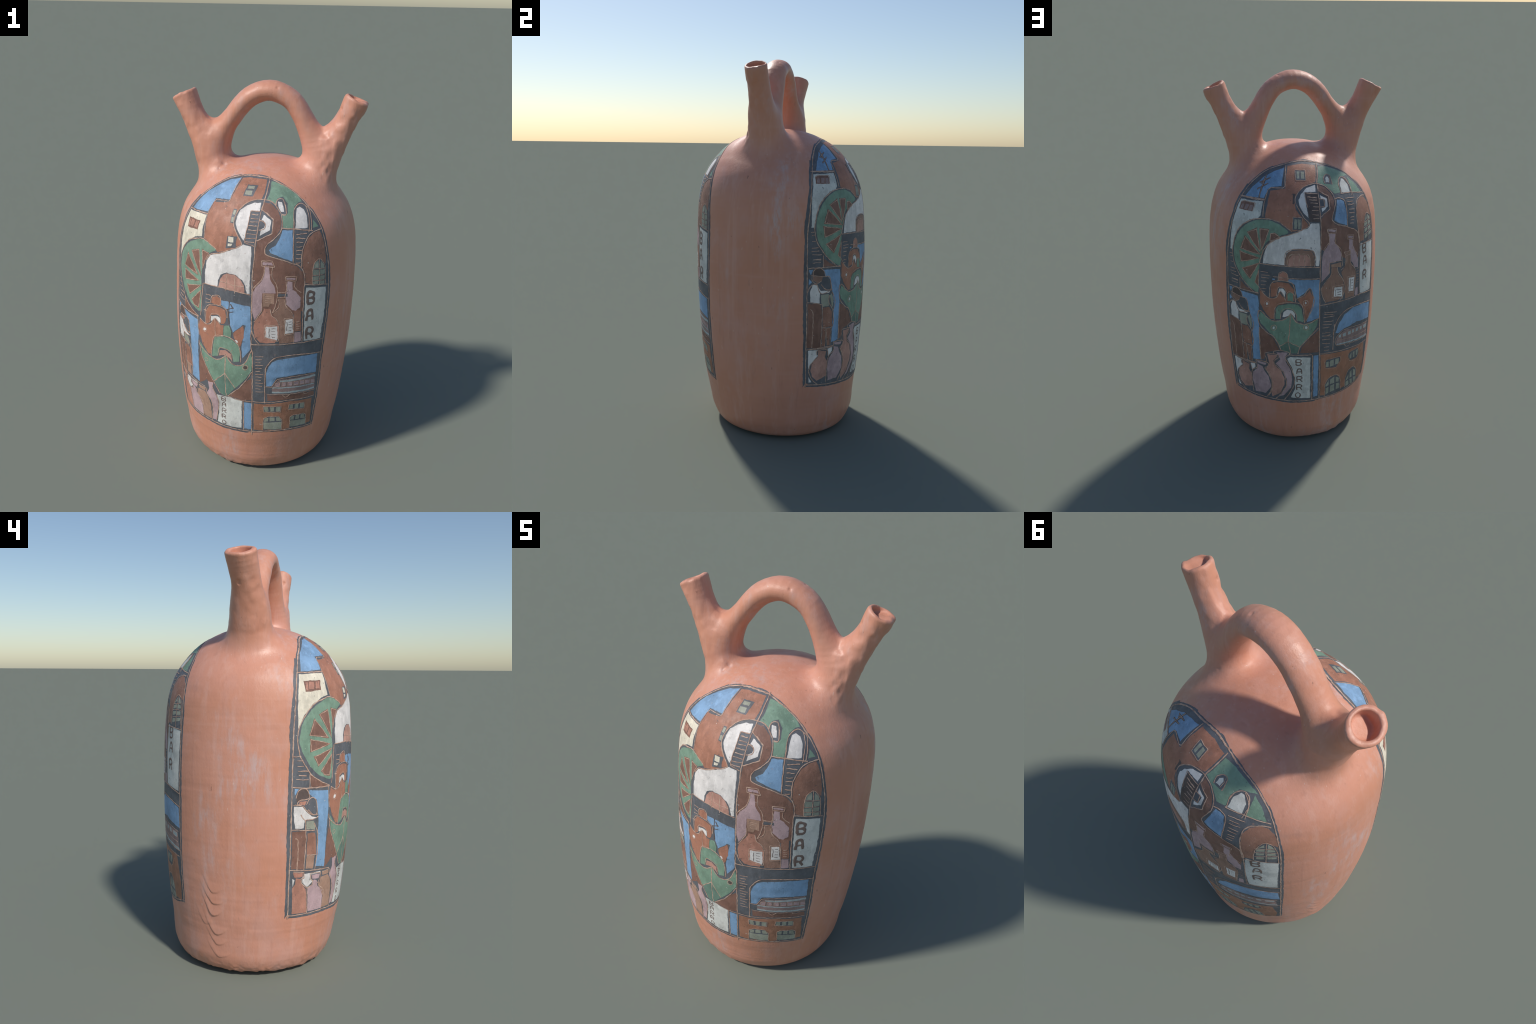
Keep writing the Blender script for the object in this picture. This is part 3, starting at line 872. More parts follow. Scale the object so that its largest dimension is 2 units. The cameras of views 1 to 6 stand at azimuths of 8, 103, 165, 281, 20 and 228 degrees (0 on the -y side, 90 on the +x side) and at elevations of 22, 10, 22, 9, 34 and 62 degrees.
    k.line([(15.2, 96.2), (19.7, 96.3), (20.3, 87.7), (15.8, 87.6)], 0.35, closed=True)
    k.stroke([(16.7, 94.5), (16.8, 89.7)], 0.4)
    k.stroke([(17.4, 94.4), (18.9, 94.4)], 0.4)
    k.stroke([(17.5, 92.9), (19, 92.9)], 0.4)
    k.stroke([(17.6, 91.3), (19.1, 91.3)], 0.4)
    k.stroke([(17.6, 89.6), (19, 89.7)], 0.4)
    k.patch('bottle', 'rust', 2, [(19.9, 99.8), (23.1, 99.8), (24, 88.7), (20.4, 88.9)])
    k.patch('bottle', 'pink', 2, [(20.5, 88.4), (23.9, 88.2), (24.1, 83.1), (20.8, 83)])
    k.line([(21.1, 93.9), (22.8, 93.8)], 0.3)
    k.line([(21.2, 92.6), (22.9, 92.5)], 0.3)
    k.line([(21.3, 91.4), (23, 91.3)], 0.3)
    k.line([(21.3, 90.1), (23.1, 90)], 0.3)
    k.line([(0.4, 82.5), (10.1, 82.5), (20, 82.4), (29.1, 81.9), (37, 81.2)], 0.5)
    k.patch('sky', 'blue', 1, [(34.4, 73.5), (34.7, 62.5), (24.9, 64), (16, 63.9), (13.1, 63.6), (11, 58.8), (8.2, 58.9), (7.9, 66.2), (8.8, 70.1), (10.7, 73), (13.4, 74.1), (24, 74.5)])
    k.line([(36.7, 73.6), (24, 75.6), (17, 75.8), (12.1, 75.1), (9.2, 72.3), (7.4, 67.4), (7.9, 48.4)], 0.5, smooth=True)
    k.patch('tram', 'mauve', 1, [(11.3, 58.4), (12.5, 61), (14.3, 62.3), (34.3, 61.8), (34.9, 52.2), (16.6, 53.7), (11.3, 54.5)])
    k.patch('tram_trim', 'paleblue', 2, [(14.7, 61.7), (34.4, 61.4), (34.6, 60.2), (15.1, 60.8)])
    k.patch('tram_trim', 'paleblue', 2, [(11.3, 55.4), (16.5, 54.8), (34.6, 53.6), (34.8, 52.4), (16.6, 53.9), (11.3, 54.5)])
    k.patch('tram_trim', 'paleblue', 2, [(11.2, 58), (34.3, 56), (34.4, 55.5), (11.2, 57.4)])
    k.patch('tram_window', 'pink', 3, [(12.9, 60.4), (15.1, 60.5), (14.9, 58.1), (12.7, 58.3)])
    k.line([(12.9, 60.4), (15.1, 60.5), (14.9, 58.1), (12.7, 58.3)], 0.22, closed=True)
    k.patch('tram_window', 'pink', 3, [(16.2, 60.4), (17.9, 60.3), (18, 58.3), (16.2, 58.3)])
    k.line([(16.2, 60.4), (17.9, 60.3), (18, 58.3), (16.2, 58.3)], 0.22, closed=True)
    k.patch('tram_window', 'pink', 3, [(19.2, 60.2), (21.3, 60.1), (21.4, 58), (19.3, 58.2)])
    k.line([(19.2, 60.2), (21.3, 60.1), (21.4, 58), (19.3, 58.2)], 0.22, closed=True)
    k.patch('tram_window', 'pink', 3, [(22.2, 59.9), (24.9, 59.9), (25, 57.9), (22.3, 58.1)])
    k.line([(22.2, 59.9), (24.9, 59.9), (25, 57.9), (22.3, 58.1)], 0.22, closed=True)
    k.patch('tram_window', 'pink', 3, [(25.6, 60), (27.8, 59.7), (27.9, 57.6), (25.7, 57.9)])
    k.line([(25.6, 60), (27.8, 59.7), (27.9, 57.6), (25.7, 57.9)], 0.22, closed=True)
    k.patch('tram_window', 'pink', 3, [(28.6, 59.4), (31.3, 59), (31.4, 56.9), (28.7, 57.4)])
    k.line([(28.6, 59.4), (31.3, 59), (31.4, 56.9), (28.7, 57.4)], 0.22, closed=True)
    k.patch('tram_window', 'pink', 3, [(32, 58.9), (34.4, 58.4), (34.5, 56.3), (32.2, 56.8)])
    k.line([(32, 58.9), (34.4, 58.4), (34.5, 56.3), (32.2, 56.8)], 0.22, closed=True)
    k.line([(11.1, 58.4), (12.5, 61.3), (14.7, 62.8), (24.9, 63.1), (34.3, 62.2)], 0.4, smooth=True)
    k.line([(7.8, 58.5), (11.2, 58.2)], 0.4)
    k.line([(8.6, 53.9), (18.4, 53), (35.7, 51.9)], 0.4)
    k.patch('street', 'brown', 1, [(9, 53.3), (18.5, 52.6), (28.4, 51.8), (34.9, 50.9), (35.2, 48.4), (20.5, 49.5), (9.1, 49.7)])
    k.line([(28.4, 52.2), (28.9, 51.2), (30.6, 50.7), (32.6, 51.9)], 0.35, smooth=True)
    k.line([(16.3, 53.2), (18.5, 51.3), (20.6, 52.7)], 0.35, smooth=True)
    k.line([(1.2, 49.2), (8.1, 48.6), (20.6, 49.1), (35.4, 47.9)], 0.5)
    k.line([(2.5, 76), (6.2, 75.9)], 0.4)
    k.line([(2.5, 74.3), (5.6, 74.3)], 0.4)
    k.line([(2.6, 72.7), (5, 72.6)], 0.4)
    k.line([(2.6, 71), (6.3, 71)], 0.4)
    k.line([(2.6, 69.3), (5.7, 69.3)], 0.4)
    k.line([(2.7, 67.6), (5.1, 67.6)], 0.4)
    k.line([(2.7, 65.9), (6.5, 65.9)], 0.4)
    k.line([(2.8, 64.2), (5.9, 64.2)], 0.4)
    k.line([(2.8, 62.5), (5.3, 62.4)], 0.4)
    k.line([(2.8, 60.7), (6.7, 60.7)], 0.4)
    k.line([(2.9, 59), (6.1, 58.9)], 0.4)
    k.line([(2.9, 57.2), (5.5, 57.1)], 0.4)
    k.line([(3, 55.4), (6.9, 55.4)], 0.4)
    k.patch('building', 'orange', 1, [(2.2, 48), (8.2, 47.6), (20.6, 48.2), (34.1, 46.9), (35.4, 30.7), (26.3, 31), (18.3, 30.1), (2.5, 31)])
    k.patch('window', 'slate', 2, [(7.2, 46.2), (16.5, 45.9), (16.6, 42.2), (7.4, 42.7)])
    k.line([(7.2, 46.2), (16.5, 45.9), (16.6, 42.2), (7.4, 42.7)], 0.35, closed=True)
    k.patch('window_pane', 'olive', 3, [(7.7, 45.9), (9.8, 45.9), (9.9, 43.1), (7.8, 43.1)])
    k.patch('window_pane', 'olive', 3, [(10.7, 45.9), (12.9, 45.8), (13, 42.9), (10.9, 43)])
    k.patch('window_pane', 'olive', 3, [(13.8, 45.8), (16, 45.6), (16.1, 42.6), (13.9, 42.9)])
    k.patch('window', 'slate', 2, [(20.7, 46.3), (29.9, 45.5), (30.1, 41.5), (20.6, 43.1)])
    k.line([(20.7, 46.3), (29.9, 45.5), (30.1, 41.5), (20.6, 43.1)], 0.35, closed=True)
    k.patch('window_pane', 'olive', 3, [(21.1, 46), (23.2, 45.9), (23.2, 43.2), (21.1, 43.4)])
    k.patch('window_pane', 'olive', 3, [(24.1, 45.8), (26.2, 45.6), (26.3, 42.7), (24.1, 43)])
    k.patch('window_pane', 'olive', 3, [(27.2, 45.5), (29.4, 45.2), (29.5, 42.1), (27.2, 42.5)])
    k.patch('window', 'slate', 2, [(7.5, 31.3), (7.5, 38.6), (9.9, 39.9), (15.7, 39.5), (17.7, 36.6), (17.9, 30.3)])
    k.line([(7.5, 31.3), (7.5, 38.6), (9.9, 39.9), (15.7, 39.5), (17.7, 36.6), (17.9, 30.3)], 0.4)
    k.patch('window', 'slate', 2, [(22.3, 30.8), (21.8, 37.9), (23.6, 38.8), (30.1, 38.2), (31.7, 36.7), (32.4, 30.2)])
    k.line([(22.3, 30.8), (21.8, 37.9), (23.6, 38.8), (30.1, 38.2), (31.7, 36.7), (32.4, 30.2)], 0.4)
    k.patch('window_pane', 'olive', 3, [(7.8, 36.1), (17.5, 35.5), (17.7, 30.7), (7.9, 31.5)])
    k.patch('window_pane', 'olive', 3, [(8, 38.8), (10.1, 39), (10, 36.8), (8, 36.6)])
    k.patch('window_pane', 'olive', 3, [(10.8, 39.3), (13.5, 39.2), (13.6, 36.6), (10.8, 36.7)])
    k.patch('window_pane', 'olive', 3, [(14.3, 39.1), (16.5, 38.6), (17.1, 36.3), (14.4, 36.5)])
    k.patch('window_pane', 'olive', 3, [(22.2, 35.3), (31.8, 34.1), (32.1, 30.5), (22.5, 31.1)])
    k.patch('window_pane', 'olive', 3, [(22.2, 38), (24.5, 38.1), (24.5, 35.6), (22.3, 35.8)])
    k.patch('window_pane', 'olive', 3, [(25.3, 38.1), (27.3, 38), (27.5, 35.4), (25.4, 35.6)])
    k.patch('window_pane', 'olive', 3, [(28.2, 37.9), (30.8, 37.5), (31.2, 34.6), (28.4, 35.3)])
    k.patch('sky', 'blue', 1, [(-2.6, 48.2), (1, 48), (1.2, 31.1), (-2.6, 31.2)])
    k.line([(-3.1, 48.9), (-2.8, 30.5)], 0.5)
    k.line([(-11, 50.1), (-3.7, 49), (1.2, 48.9)], 0.45)
    k.patch('sign', 'greywhite', 1, [(-17.7, 49.4), (-11, 49.9), (-3.8, 48.6), (-3.9, 31.3), (-11.6, 31.1), (-18.1, 31.8), (-16.7, 38.7), (-16.6, 45.3)])
    k.letter('B', (-13.6, 47.8), 1.1, 1.2, 0.5)
    k.letter('A', (-13.5, 44.4), 1.1, 1.2, 0.5)
    k.letter('R', (-13.6, 40.4), 1.1, 1.2, 0.5)
    k.letter('R', (-13.8, 36.6), 1.1, 1.2, 0.5)
    k.letter('O', (-14, 32.9), 1.1, 1.2, 0.5)
    k.patch('wall', 'white', 1, [(-41, 51.3), (-30.9, 50.9), (-31.7, 50), (-36.8, 50.6), (-36.8, 48.1), (-35.3, 47.1), (-38.6, 44.6), (-41.3, 47.2), (-41.4, 49.8)])
    k.patch('wall', 'white', 1, [(-46.6, 49.6), (-45.4, 48.9), (-46.2, 45.7)])
    k.patch('bottle', 'clay', 2, [(-45, 49.6), (-42.6, 49), (-42.1, 46.8), (-39.2, 43.7), (-37.7, 31.9), (-45.7, 32.3), (-46.5, 45), (-45.2, 46.8)])
    k.patch('bottle_cap', 'clay', 2, [(-46.5, 52.4), (-41.7, 51.8), (-41.6, 49.7), (-45.9, 50.2)])
    k.line([(-46.6, 52.9), (-41, 52.1), (-40.7, 49.2), (-42.3, 49.2), (-41.8, 46.8), (-38.7, 44.1), (-37.3, 31.3)], 0.45)
    k.patch('bottle', 'pink', 2, [(-35.1, 47.5), (-32.9, 46.8), (-32.4, 44.1), (-28.7, 41.1), (-27.7, 32), (-37, 32.3), (-38.3, 44.2), (-35.5, 45.2)])
    k.patch('bottle_cap', 'pink', 2, [(-36.6, 50.2), (-31.4, 49.7), (-32, 47.5), (-36, 48.1)])
    k.line([(-37.3, 51.1), (-31, 50.3), (-31, 47.4), (-31.9, 46.6), (-31.6, 44.1), (-28.1, 41.4)], 0.45)
    k.line([(-37.3, 50.8), (-36.7, 48.1), (-35.4, 47.1), (-35.8, 45.2), (-38.6, 44.1)], 0.45)
    k.patch('bottle', 'tan', 2, [(-30.5, 47.9), (-25.7, 48.3), (-23.5, 46), (-21.6, 41.2), (-21.9, 32), (-27.5, 32.1), (-27.9, 38.3), (-31.6, 44.5)])
    k.patch('bottle_cap', 'tan', 2, [(-30.1, 50.8), (-24.9, 50), (-25.3, 48.4), (-29.5, 48.9)])
    k.line([(-29.9, 50.3), (-24.1, 50.5), (-24.5, 48.6), (-21.9, 45), (-20.5, 39.4), (-21.5, 31.3)], 0.45, smooth=True)
    k.line([(-32.5, 46), (-30.7, 43.5), (-27.7, 40.6), (-28, 31.7)], 0.45, smooth=True)
    k.patch('bottle', 'pink', 2, [(-22.9, 55.6), (-19.5, 55.8), (-20.3, 53.3), (-19.6, 50.9), (-17.3, 47.2), (-17, 42.6), (-18.7, 32.6), (-21.3, 32.3), (-20.4, 39.5), (-21.9, 44.6), (-24.3, 47.6), (-22.4, 51.7)])
    k.line([(-19.5, 55.3), (-20, 53), (-18.9, 50.5), (-17, 46.9), (-16.7, 42.7), (-18.8, 32)], 0.45, smooth=True)
    k.patch('sky', 'blue', 1, [(-14.9, 103.4), (-10.4, 103.4), (-0.6, 102.3), (-0.3, 93.5), (0, 79.7), (-3.8, 74.3), (-4.2, 80.7), (-3.4, 87.3), (-2.5, 92.3), (-3.9, 92.5), (-8.6, 87.7), (-10, 91.5), (-10.7, 98.7), (-13.1, 99.7), (-15, 101.3)])
    k.patch('boat', 'red', 2, [(-27.4, 89.9), (-24.3, 88.4), (-20.9, 89.4), (-18.1, 92.9), (-15.5, 90.2), (-13.5, 90.5), (-13.8, 84.8), (-18.1, 83.3), (-19.5, 78.7), (-20.6, 72.6), (-22.1, 72.2), (-25.5, 76.8), (-27.3, 80.8), (-28.2, 86.2)])
    k.patch('cabin', 'red', 3, [(-23.3, 88.9), (-23.3, 96.3), (-21, 99.2), (-16, 99.8), (-12.5, 98.7), (-12, 94.8), (-13, 91.4), (-14.8, 90.8), (-14.9, 94.2), (-16.7, 95.2), (-20.3, 94.3), (-20.9, 90.2)])
    k.patch('funnel', 'red', 2, [(-20.3, 100.7), (-19.8, 103.9), (-17.2, 105), (-15.4, 104), (-15.3, 100.7), (-18.6, 100.6)])
    k.patch('cabin_window', 'white', 3, [(-20.4, 93.7), (-17, 94.6), (-15.2, 93.9), (-15, 91.2), (-17.8, 93), (-20.6, 90.8)])
    k.line([(-23.6, 88.7), (-23.6, 96.4), (-21, 99.7), (-16, 100.4), (-12, 99), (-11.6, 94.9)], 0.45, smooth=True)
    k.line([(-20.6, 100.4), (-20.2, 103.9), (-17.2, 105.4), (-15.2, 104.3), (-15.1, 100.6)], 0.45, smooth=True)
    k.line([(-20.9, 90.3), (-20.7, 94), (-18.9, 95.5), (-16.3, 95.6), (-14.8, 94)], 0.4, smooth=True)
    k.line([(-27.4, 90.3), (-23.8, 88.6), (-20.5, 89.5), (-18, 93.2), (-15.1, 90.3)], 0.45, smooth=True)
    k.line([(-18.1, 92.6), (-17.9, 83.4), (-13.6, 84.7)], 0.45)
    k.patch('porthole', 'white', 4, [(-24.9, 85.6), (-24, 86.2), (-23.2, 86), (-23.2, 85.1), (-24.1, 84.4), (-24.9, 84.6)])
    k.line([(-25.5, 84.8), (-24.7, 86.3), (-23.4, 86.8), (-22.8, 85.8), (-23.6, 84.3), (-24.9, 84)], 0.35, smooth=True, closed=True)
    k.patch('sail', 'red', 2, [(-8.4, 87.4), (-3.9, 92), (-3.1, 89.2), (-3.5, 85.8), (-4.9, 80.5), (-5.7, 81.6), (-8, 84.7)])
    k.patch('porthole', 'white', 3, [(-7.5, 83.8), (-6.5, 83.9), (-5.8, 83), (-6.5, 82.5)])
    k.patch('boat', 'green', 3, [(-27.4, 77), (-23.8, 73.3), (-20.9, 70.9), (-16.7, 70.6), (-13.1, 73.2), (-12.2, 74.1), (-10.4, 71.9), (-8.3, 69.5), (-5.2, 69.9), (-2.4, 72.1), (0.3, 77.9), (1.1, 73.8), (0.8, 67.9), (-2.4, 61.9), (-7.2, 56.1), (-11, 51.4), (-12.1, 50.1), (-15.2, 51), (-18.6, 56.7), (-22.6, 63.2), (-26.2, 70.6)])
    k.patch('boat_bow', 'darkgreen', 4, [(-18.5, 57.3), (-12.8, 63.4), (-7.6, 55.9), (-12.1, 50.3), (-15.4, 51.3)])
    k.patch('cabin', 'green', 4, [(-18.3, 82.7), (-13.6, 84.5), (-9.4, 84), (-6.3, 81.6), (-5.7, 82), (-5, 77.6), (-5.3, 72.2), (-8.1, 71.4), (-8.9, 76.1), (-11.7, 77.8), (-15.1, 78.1), (-16.3, 72.8), (-19.7, 71.7), (-19.2, 77.1)])
    k.patch('cabin_door', 'salmon', 4, [(-15.3, 76.3), (-12.2, 77.2), (-9.5, 75.5), (-9.2, 72.2), (-12.2, 74.6), (-15.8, 73.2)])
    k.patch('funnel', 'green', 4, [(-13.1, 90.4), (-10.6, 91.1), (-9.5, 88.1), (-9.8, 84.3), (-13.4, 85), (-13.4, 89.1)])
    k.line([(-27.7, 75.5), (-24.1, 72.7), (-20.2, 71.1), (-16.7, 70.6), (-13.2, 73), (-12.1, 74.8), (-10.7, 72.2), (-8.3, 70), (-5.2, 69.8), (-2.2, 72.2), (0.5, 79)], 0.5, smooth=True)
    k.line([(-12.3, 74.3), (-12.7, 63.8), (-12.2, 49.8)], 0.5)
    k.line([(-18.8, 57.2), (-12.7, 63.8), (-7.2, 55.9)], 0.45)
    k.line([(-20.4, 71.1), (-19.7, 76.2), (-18.5, 83), (-14, 84.8), (-9.4, 84.2), (-6, 81.5), (-4.8, 77.6), (-4.5, 71.9)], 0.45, smooth=True)
    k.line([(-16.4, 72.8), (-15.5, 77.6), (-12.2, 77.9), (-9.2, 76.2), (-8.9, 71.6)], 0.4, smooth=True)
    k.line([(-28.1, 77.7), (-26.4, 70.1), (-22.6, 62.8), (-18.9, 56.4), (-15.6, 50.8)], 0.5, smooth=True)
    k.line([(-11.4, 50.5), (-5.8, 56), (-1.4, 62.4), (1, 67.1)], 0.5, smooth=True)
    k.patch('porthole', 'dark', 4, [(-3.3, 69.7), (-2.3, 70.5), (-1.3, 69.8), (-1.6, 68.4), (-3, 68.4)])
    k.line([(-3.5, 68.9), (-2.8, 70.4), (-1.5, 70.4), (-1, 69.3), (-2, 68), (-3.1, 68)], 0.35, smooth=True, closed=True)
    k.line([(-24.2, 69.1), (-22.8, 69.2), (-22.4, 68.1), (-23.8, 67.4)], 0.3, smooth=True, closed=True)
    k.stroke([(-10.8, 103.6), (-10.6, 91.9)], 0.5)
    k.stroke([(-12.2, 99.1), (-8.5, 100.9)], 0.5)
    k.stroke([(-11.3, 97.7), (-8.6, 98.7)], 0.5)
    k.stroke([(-10.1, 102.4), (-8.7, 100.2)], 0.5)
    k.patch('quay', 'brown', 1, [(-27.7, 71.6), (-22.9, 62.7), (-19.3, 56), (-21.3, 54.6), (-23.9, 56.1), (-29, 52), (-28.5, 65.6)])
    k.patch('quay', 'brown', 1, [(0.8, 63.3), (1.2, 50.3), (-3.2, 49.3), (-11, 50.7), (-5.8, 55.6), (-1.7, 61.2)])
    k.line([(-23.5, 104.2), (-20.7, 104.4)], 0.4)
    k.line([(-23.5, 102), (-20.9, 102.1)], 0.4)
    k.line([(-23.5, 100.2), (-21, 100.4)], 0.4)
    k.line([(-24.7, 95.7), (-23, 95.8)], 0.4)
    k.line([(-25, 109.6), (-11.6, 109.9), (-0.8, 108.3)], 0.45)
    k.patch('sky', 'blue', 1, [(-39.9, 90), (-29.1, 88.8), (-28.3, 80.7), (-28.9, 75.3), (-29, 53), (-34.8, 54.2), (-34.3, 66.8), (-34.7, 77.1), (-36, 85.4), (-38.2, 86.5), (-40, 88.1)])
    k.patch('sky', 'blue', 1, [(-47.4, 91.1), (-45.5, 90.8), (-47.1, 88)])
    k.patch('hat', 'dark', 2, [(-46.4, 87.3), (-45.3, 89.9), (-42.5, 90.6), (-40.5, 88.9), (-40.4, 86.6), (-44.8, 85.5), (-46.1, 84.7)], smooth=True)
    k.patch('face', 'clay', 2, [(-45.3, 84), (-44.7, 85.3), (-41.4, 85), (-42.2, 83.4)])
    k.patch('hair', 'slate', 2, [(-41, 83.7), (-39.8, 85.7), (-37.7, 86), (-36.3, 83.6), (-36.1, 79.6), (-37.9, 79.2), (-40, 80.9)], smooth=True)
    k.line([(-46.6, 86.8), (-45.4, 90.1), (-42.5, 90.9), (-40.3, 88.8), (-40.1, 86.3), (-44.8, 85.6), (-45.9, 84.1), (-44, 83.5)], 0.45, smooth=True)
    k.line([(-41.5, 83.7), (-39.9, 85.9), (-37.7, 86.3), (-35.9, 83.8), (-35.7, 79.3), (-37.9, 78.8), (-40.6, 81.2)], 0.45, smooth=True)
    k.patch('shirt', 'white', 2, [(-47.6, 83.1), (-43.2, 82.7), (-41.5, 80.5), (-38.4, 77.9), (-35.7, 77.1), (-37.2, 76.5), (-41, 76.9), (-42.2, 76.5), (-42.3, 72.8), (-46.7, 73.1), (-47.3, 77.5)])
    k.patch('blouse', 'olive', 2, [(-41.1, 76), (-37.3, 75.9), (-36.1, 73.6), (-36.4, 71.6), (-41, 72.4)])
    k.patch('trousers', 'brown', 2, [(-47.9, 71.8), (-41.7, 71.5), (-41.1, 67.8), (-41.4, 53.5), (-47.6, 54.3)])
    k.patch('skirt', 'rust', 2, [(-40.2, 70.4), (-36.4, 70.3), (-35.7, 68), (-34.7, 59.9), (-40.2, 60.4)])
    k.patch('legs', 'tan', 2, [(-40, 59.7), (-35.6, 59.5), (-36, 53.1), (-40.2, 53.8)])
    k.line([(-47.7, 83.5), (-46.4, 83.8), (-43, 82.9), (-41.6, 81.1), (-38.4, 78.7), (-35.1, 78.5)], 0.45, smooth=True)
    k.line([(-44.1, 79.3), (-42, 76.7), (-37.3, 76.6), (-34.8, 77.5)], 0.45, smooth=True)
    k.line([(-48.1, 72.7), (-41.8, 71.9), (-36.4, 71.2)], 0.45)
    k.line([(-41.7, 76.6), (-40.9, 67.8), (-41.1, 53.1)], 0.45)
    k.line([(-36.9, 74.6), (-34.7, 69.7), (-34.1, 60.2), (-35.1, 52.8)], 0.45, smooth=True)
    k.line([(-46.3, 68.6), (-44.9, 66.4), (-44.7, 53.6)], 0.45, smooth=True)
    k.line([(-40.2, 60), (-34.6, 59.6)], 0.4)
    k.line([(-45.8, 98.7), (-40.7, 98.6)], 0.4)
    k.line([(-45.5, 96.9), (-41.7, 96.7)], 0.4)
    k.line([(-46.7, 95.2), (-40.6, 94.6)], 0.4)
    k.patch('bank', 'brown', 1, [(-39.7, 97.3), (-34.6, 93.7), (-29.2, 90.9), (-39.4, 91.2)])
    k.line([(-39.9, 97.9), (-40, 91.2)], 0.45)
    k.line([(-48.2, 91.8), (-40, 90.8), (-28.2, 90.8)], 0.5)
    k.line([(-48.5, 105.4), (-44.5, 105.2)], 0.45)
    k.line([(-46.4, 103.3), (-43.5, 103.4)], 0.4)
    k.line([(-46.2, 100.9), (-43.2, 100.8)], 0.4)
    k.line([(-45.8, 98.7), (-41.5, 98.7)], 0.4)
    k.line([(-45.5, 97), (-41.7, 96.5)], 0.4)
    k.line([(-48.1, 53.8), (-41, 52.8), (-30.2, 51.8), (-25, 51.4)], 0.5)
    k.line([(-45.1, 141.3), (-28.4, 141.9)], 0.45)
    k.line([(-18, 157.8), (-17.5, 149.1), (-18.2, 148.5), (-26.9, 148.3), (-28, 146.8), (-28.4, 142.2), (-26.8, 131.3)], 0.4)


def back_picture(k):
    """back town picture, drawn in panel centimetres (arc, height)"""
    k.border([(-49, 32.5), (-49.5, 52), (-49.7, 75), (-49.7, 100), (-49.5, 112.5), (-48, 125), (-46.2, 136), (-44.3, 143), (-40.5, 149.5), (-33, 154.5), (-19, 157.2), (-11.6, 157.9), (-4.4, 158.2), (10, 157.2), (26.6, 153.7), (35, 147.8), (38.2, 141.3), (40, 131), (40.8, 120), (40.6, 100), (40.3, 75), (39.9, 52), (39.6, 33.6), (30, 31.8), (16.4, 30.6), (2.3, 30.2), (-12, 29.9), (-24, 30.6), (-37.5, 31.5)])
    k.patch('sky', 'blue', 1, [(-20.2, 155.7), (-20.3, 148.3), (-26.9, 147.7), (-28.7, 146.6), (-29.6, 142.8), (-41.9, 142.4), (-39.3, 146.8), (-33.8, 151.6), (-27.4, 154.2)])
    k.stroke([(-32.6, 152.3), (-32.9, 142.3)], 1)
    k.line([(-32.6, 152.3), (-32.9, 142.3)], 0.4)
    k.stroke([(-35.6, 148.9), (-29, 151.5)], 0.7)
    k.line([(-35.6, 148.9), (-29, 151.5)], 0.3)
    k.stroke([(-35.6, 146.1), (-29.5, 149.1)], 0.7)
    k.line([(-35.6, 146.1), (-29.5, 149.1)], 0.3)
    k.stroke([(-34.3, 148.5), (-31.2, 151)], 0.7)
    k.line([(-34.3, 148.5), (-31.2, 151)], 0.3)
    k.line([(-19.2, 156.7), (-18.1, 148.2), (-19.5, 147.6), (-27.2, 147.3), (-28.5, 146.1), (-29.2, 141), (-28.8, 134.5)], 0.5)
    k.line([(-44.9, 142.2), (-36.8, 142.3), (-28.6, 142.1)], 0.5)
    k.patch('house', 'red', 1, [(-17.8, 156.4), (-5, 157.2), (6.5, 156.4), (1.8, 149.9), (-2.9, 149.3), (-7.6, 147.7), (-10.8, 145.5), (-12.2, 142.4), (-11.7, 139.4), (-9.6, 136.3), (-7.1, 133.8), (-5.2, 131.5), (-6.1, 130.2), (-11.6, 128.4), (-13.3, 128.4), (-17.2, 131.2), (-21.8, 133.2), (-27.7, 134), (-27.2, 141.2), (-26.8, 146.2), (-17.8, 147.4)])
    k.patch('window', 'slate', 2, [(-11.6, 154.8), (-3.5, 154.7), (-4.6, 150.8), (-11.3, 150.9)])
    k.patch('window_pane', 'olive', 3, [(-10.3, 154.3), (-8.2, 154.3), (-8.7, 151.5), (-10.3, 151.5)])
    k.patch('window_pane', 'olive', 3, [(-7.1, 154.2), (-4.7, 154.2), (-5.2, 151.4), (-7.5, 151.4)])
    k.line([(-11.6, 154.8), (-3.5, 154.7), (-4.4, 150.7), (-11.3, 150.8)], 0.35, closed=True)
    k.patch('window', 'dark', 2, [(-13.2, 145.2), (-11.6, 145.2), (-12.4, 140.9), (-13.3, 141.1)])
    k.patch('window', 'slate', 2, [(-13.1, 134.9), (-8.3, 134.8), (-8.7, 129), (-13.2, 129.2)])
    k.patch('window_pane', 'olive', 3, [(-12.2, 134.2), (-10.8, 134.2), (-11, 129.7), (-12.3, 129.7)])
    k.patch('window_pane', 'olive', 3, [(-10.3, 134.2), (-8.9, 134.1), (-9.2, 129.5), (-10.4, 129.6)])
    k.line([(-13.1, 135.1), (-8.2, 134.9), (-8.6, 128.8), (-13.3, 129.1)], 0.35, closed=True)
    k.patch('cottage', 'greywhite', 1, [(-44.4, 140.8), (-29.8, 141.3), (-30.3, 135), (-31.4, 133.5), (-35.7, 132.4), (-40.4, 129.2), (-43.5, 124.2), (-45.6, 118.4), (-46.1, 115), (-47.6, 115.1), (-46.7, 129.3)])
    k.patch('shutter', 'brown', 2, [(-43.6, 139.2), (-42.1, 140.1), (-35, 140), (-34.6, 139), (-35.5, 136.2), (-43.9, 136.2)])
    k.patch('shutter_leaf', 'mauve', 3, [(-42.7, 138.7), (-40.9, 138.9), (-41.4, 136.5), (-43, 136.5)])
    k.patch('shutter_leaf', 'mauve', 3, [(-40, 139), (-38, 138.9), (-38.6, 136.5), (-40.4, 136.5)])
